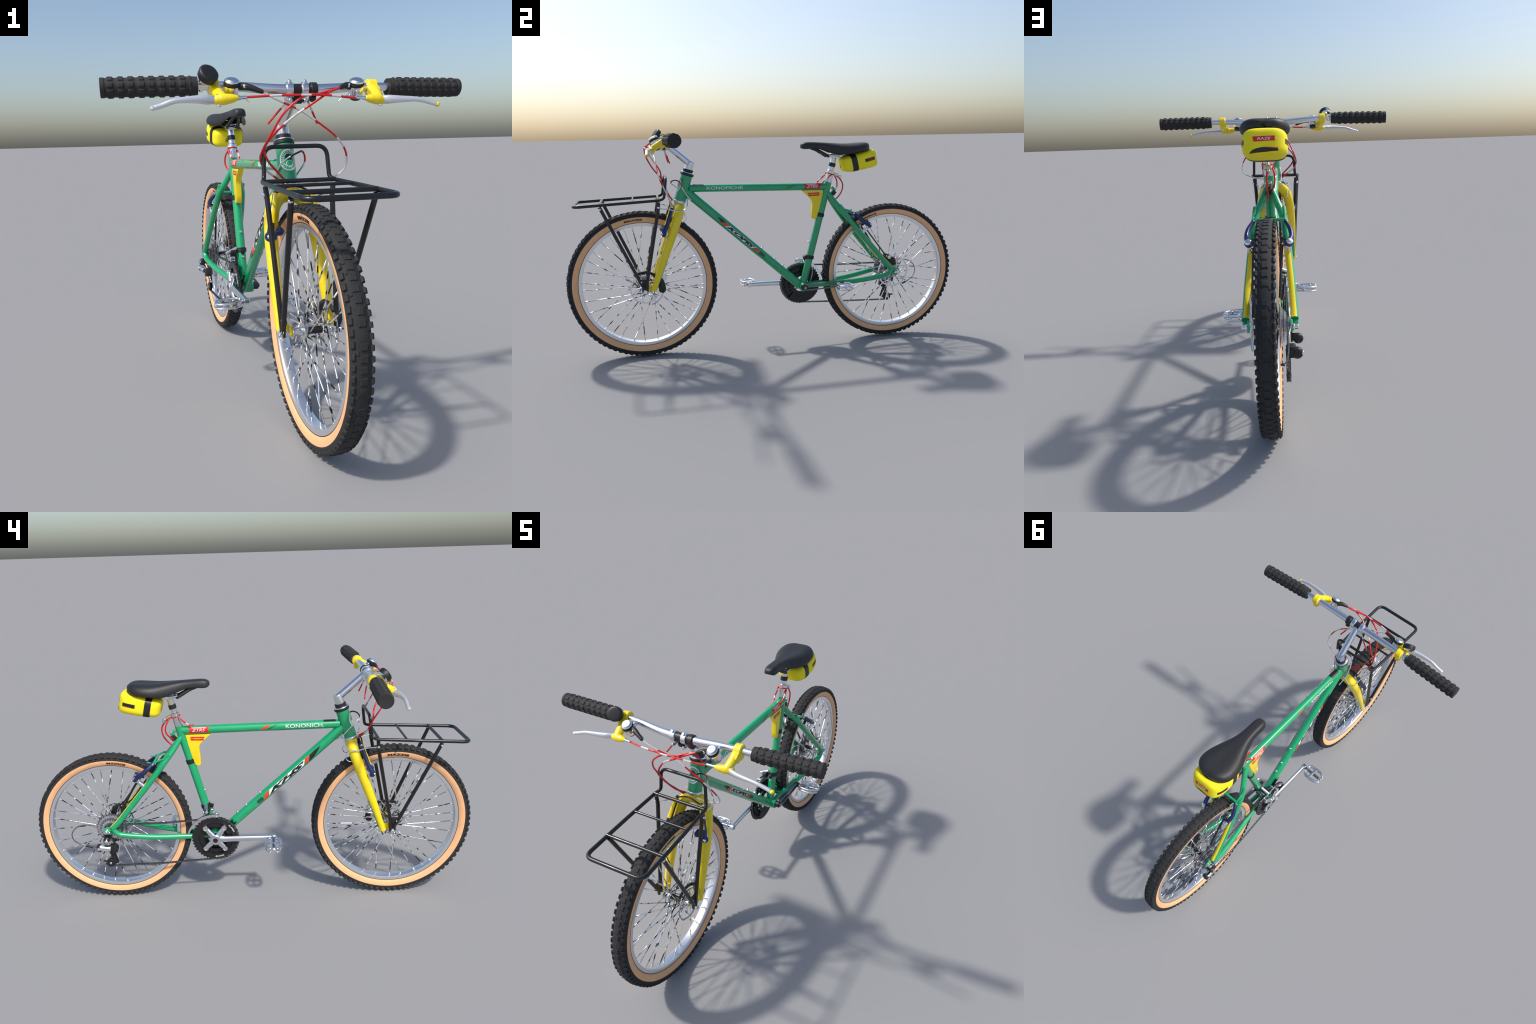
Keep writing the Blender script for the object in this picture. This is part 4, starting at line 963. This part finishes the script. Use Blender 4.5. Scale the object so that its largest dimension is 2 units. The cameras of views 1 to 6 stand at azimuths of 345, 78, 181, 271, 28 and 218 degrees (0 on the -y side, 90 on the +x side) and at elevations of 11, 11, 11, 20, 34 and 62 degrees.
RD = group('derailleur'); G = Geo()
ub, body, jl, ju = V(-.0800, .6690, .3300), V(-.0860, .6880, .2900), V(-.0560, .6710, .1970), V(-.0560, .6460, .2760)
G.put(*extruded([(.655, .360), (.684, .352), (.684, .322), (.668, .312), (.654, .330)], -.066, -.072), 0)
G.put(*rod(ub + X * .010, ub - X * .018, .0130, 20, .25), 0); G.put(*rod(ub - X * .017, ub - X * .022, .0075, 14, .3), 1)
G.put(*rod(V(-.090, .7100, .2930), V(-.084, .6560, .2830), .0145, 24, .2), 1)
for q, r in (((-.0900, .6740, .3260), .0170), ((-.0860, .7080, .2890), .0195)):
    # rounded black end caps facing back
    G.put(*lathe(V(*q), (0, 1, 0), [(-r * .45, r * .8), (-r * .3, r)] + [(r * .62 * math.sin(a), max(.001, r * math.cos(a))) for a in np.linspace(0, math.pi / 2, 7)], 20), 0)
G.put(*lathe(V(-.1000, .6680, .3280), (-1, 0, 0), [(0, .0085), (.008, .0085), (.011, .005), (.0115, .001)], 16), 1); G.put(*rod((-.0980, .7060, .2900), (-.1060, .7080, .2880), .0085, 14, .3), 1)
G.put(*block((-.066, .6480, .2760), (.034, .034, .044), rotx(-10), .3), 0)
for x in (-.0500, -.0625):
    G.put(*sweep(smooth_path([V(x, .6420, .2780), V(x, .6550, .2440), V(x, .6700, .2080)], 8), np.interp(np.linspace(0, 1, 8), [0, .4, 1], [.016, .0095, .0165]), 16, up=X, flat=1.) if False else block((x, .6560, .2380), (.0025, .018, .090), rotx(-20), .2), 0)
    G.put(*rod((x - .0012, .6710, .1970), (x + .0012, .6710, .1970), .0205, 24), 0); G.put(*rod((x - .0012, .6450, .2770), (x + .0012, .6450, .2770), .0170, 24), 0)
for j in (jl, ju): G.put(*rod(j + X * .004, j - X * .004, .0165, 22), 0); G.put(*rod(j + X * .010, j - X * .011, .0050, 12), 1)
G.put(*rod((-.056, .6860, .2040), (-.056, .7060, .2060), .0045, 10), 0)
add('rear_changer', G.mesh(), RD, [M_BLACK, M_CHROME])
G = Geo(); P = smooth_path([(-.074, .6920, .3740), (-.072, .7400, .3960), (-.066, .7860, .3930), (-.061, .8200, .3730), (-.060, .8360, .3440), (-.056, .8300, .3140), (-.048, .8080, .2920), (-.042, .7800, .2780)], 40)
G.put(*sweep(P, .0026, 8), 0); G.put(*rod((-.043, .7860, .2800), (-.037, .7540, .2680), .0050, 10), 1)
add('shift_cable', G.mesh(), RD, [M_DARKMETAL, M_BLACK])

FD = group('derailleur'); G = Geo(); t = (.4540 - ST0[2]) / (ST1 - ST0)[2]; p = ST0 + (ST1 - ST0) * t
G.put(*lathe(p - sd * .010, sd, [(0, STR + .0005), (.002, STR + .0038), (.018, STR + .0038), (.020, STR + .0005)], 32), 0)
G.put(*block(p + V(0, -.026, -.002), (.014, .018, .018), rotx(14), .2), 0)
G.put(*rod((-.020, .2150, .4640), (-.068, .2090, .4440), .0080, 14, .3), 1); G.put(*rod((-.024, .2260, .4400), (-.050, .2260, .4380), .0055, 12, .3), 1)
G.put(*block((-.038, .2080, .4440), (.024, .026, .030), rotx(15), .2), 0)
arc = np.linspace(-.28, 1.32, 22)
for x, r1, r2 in ((-.0580, .1240, .1115), (-.0420, .1225, .1120)):
    a = arc + .10
    o = np.stack([np.full(22, x), cc[1] + np.sin(a) * np.interp(a, [-.3, 1.0, 1.5], [r1, r1 + .002, r1 + .010]), cc[2] + np.cos(a) * np.interp(a, [-.3, 1.0, 1.5], [r1, r1, r1 + .004])], 1)
    i = np.stack([np.full(22, x), cc[1] + np.sin(a) * np.interp(a, [-.3, .9, 1.5], [r2, r2, r1 + .002]), cc[2] + np.cos(a) * np.interp(a, [-.3, .9, 1.5], [r2, r2, r1 - .004])], 1)
    for q in (o, i): q[:, 0] += np.interp(arc, [.2, 1.32], [0, .026])
    vs = np.vstack([o - X * .0008, o + X * .0008, i + X * .0008, i - X * .0008])
    G.put(vs, [(q * 22 + k, q * 22 + k + 1, w * 22 + k + 1, w * 22 + k) for q, w in ((0, 1), (1, 2), (2, 3), (3, 0)) for k in range(21)], 1)
G.put(*rod((-.060, .1660, .4330), (-.040, .1660, .4330), .0060, 12, .3), 1); G.put(*rod((-.060, .1680, .4200), (-.040, .1680, .4200), .0045, 12, .3), 1)
add('front_changer', G.mesh(), FD, [M_BLACK, M_ALU])
tube('shift_cable', smooth_path([(-.030, .205, .440), (-.028, .232, .410), (-.020, .235, .350), (-.012, .205, .290), (-.002, .165, .283)], 20), .0022, M_CHROME, FD, seg=8)

def chain_run():
    """Closed line of the chain in (x, y, z): ring, lower run, jockey wheels, cog."""
    pts = []; rc = .0450
    th = np.linspace(math.radians(68), math.radians(262), 30); o = V(-.0450, cc[1], cc[2])
    for a in th: pts.append(o + V(0, math.cos(a) * .1045, math.sin(a) * .1045))
    pts.append(V(-.0560, .4200, .1885))
    for a in np.linspace(math.radians(-90), math.radians(60), 8): pts.append(jl + V(0, math.cos(a) * .0175, math.sin(a) * .0175))
    for a in np.linspace(math.radians(240), math.radians(110), 6): pts.append(ju + V(0, math.cos(a) * .0165, math.sin(a) * .0165))
    for a in np.linspace(math.radians(-40), math.radians(95), 8): pts.append(V(-.0585, RH[1], RH[2]) + V(0, math.cos(a) * .0250, math.sin(a) * .0250))
    pts.append(V(-.0530, .4000, .3930))
    return np.array(pts)
pts = chain_run(); pts = np.vstack([pts, pts[:1]])
L = np.r_[0, np.cumsum(np.linalg.norm(np.diff(pts, axis=0), axis=1))]; nl = int(L[-1] / .0112); s = np.arange(nl) * L[-1] / nl
cp = np.stack([np.interp(s, L, pts[:, k]) for k in range(3)], 1)
G = Geo()
for k in range(nl):
    a, b = cp[k], cp[(k + 1) % nl]; d = b - a; m = (a + b) / 2; ln = np.linalg.norm(d); d = unit(d); up = np.cross(d, X); w = .0034 if k % 2 else .0023
    for sx in (-1, 1):
        vs = []
        for tt_, hh in ((-.62, .0022), (-.36, .0042), (0, .0028), (.36, .0042), (.62, .0022)):
            for ss in (-1, 1):
                for xx in (-.0006, .0006): vs.append(m + d * ln * tt_ * 1.05 + up * hh * ss + X * (sx * w + xx))
        fs = [(0, 1, 3, 2), (16, 18, 19, 17)]
        for j in range(4):
            q = j * 4; fs += [(q, q + 2, q + 6, q + 4), (q + 1, q + 5, q + 7, q + 3), (q, q + 4, q + 5, q + 1), (q + 2, q + 3, q + 7, q + 6)]
        G.put(vs, fs)
    G.put(*rod(a - X * .0046, a + X * .0046, .0020, 6))
ob = add('chain_link', G.mesh(), group('chain'), M_CHAIN, smooth=False); ob['kind'] = 'stuff'
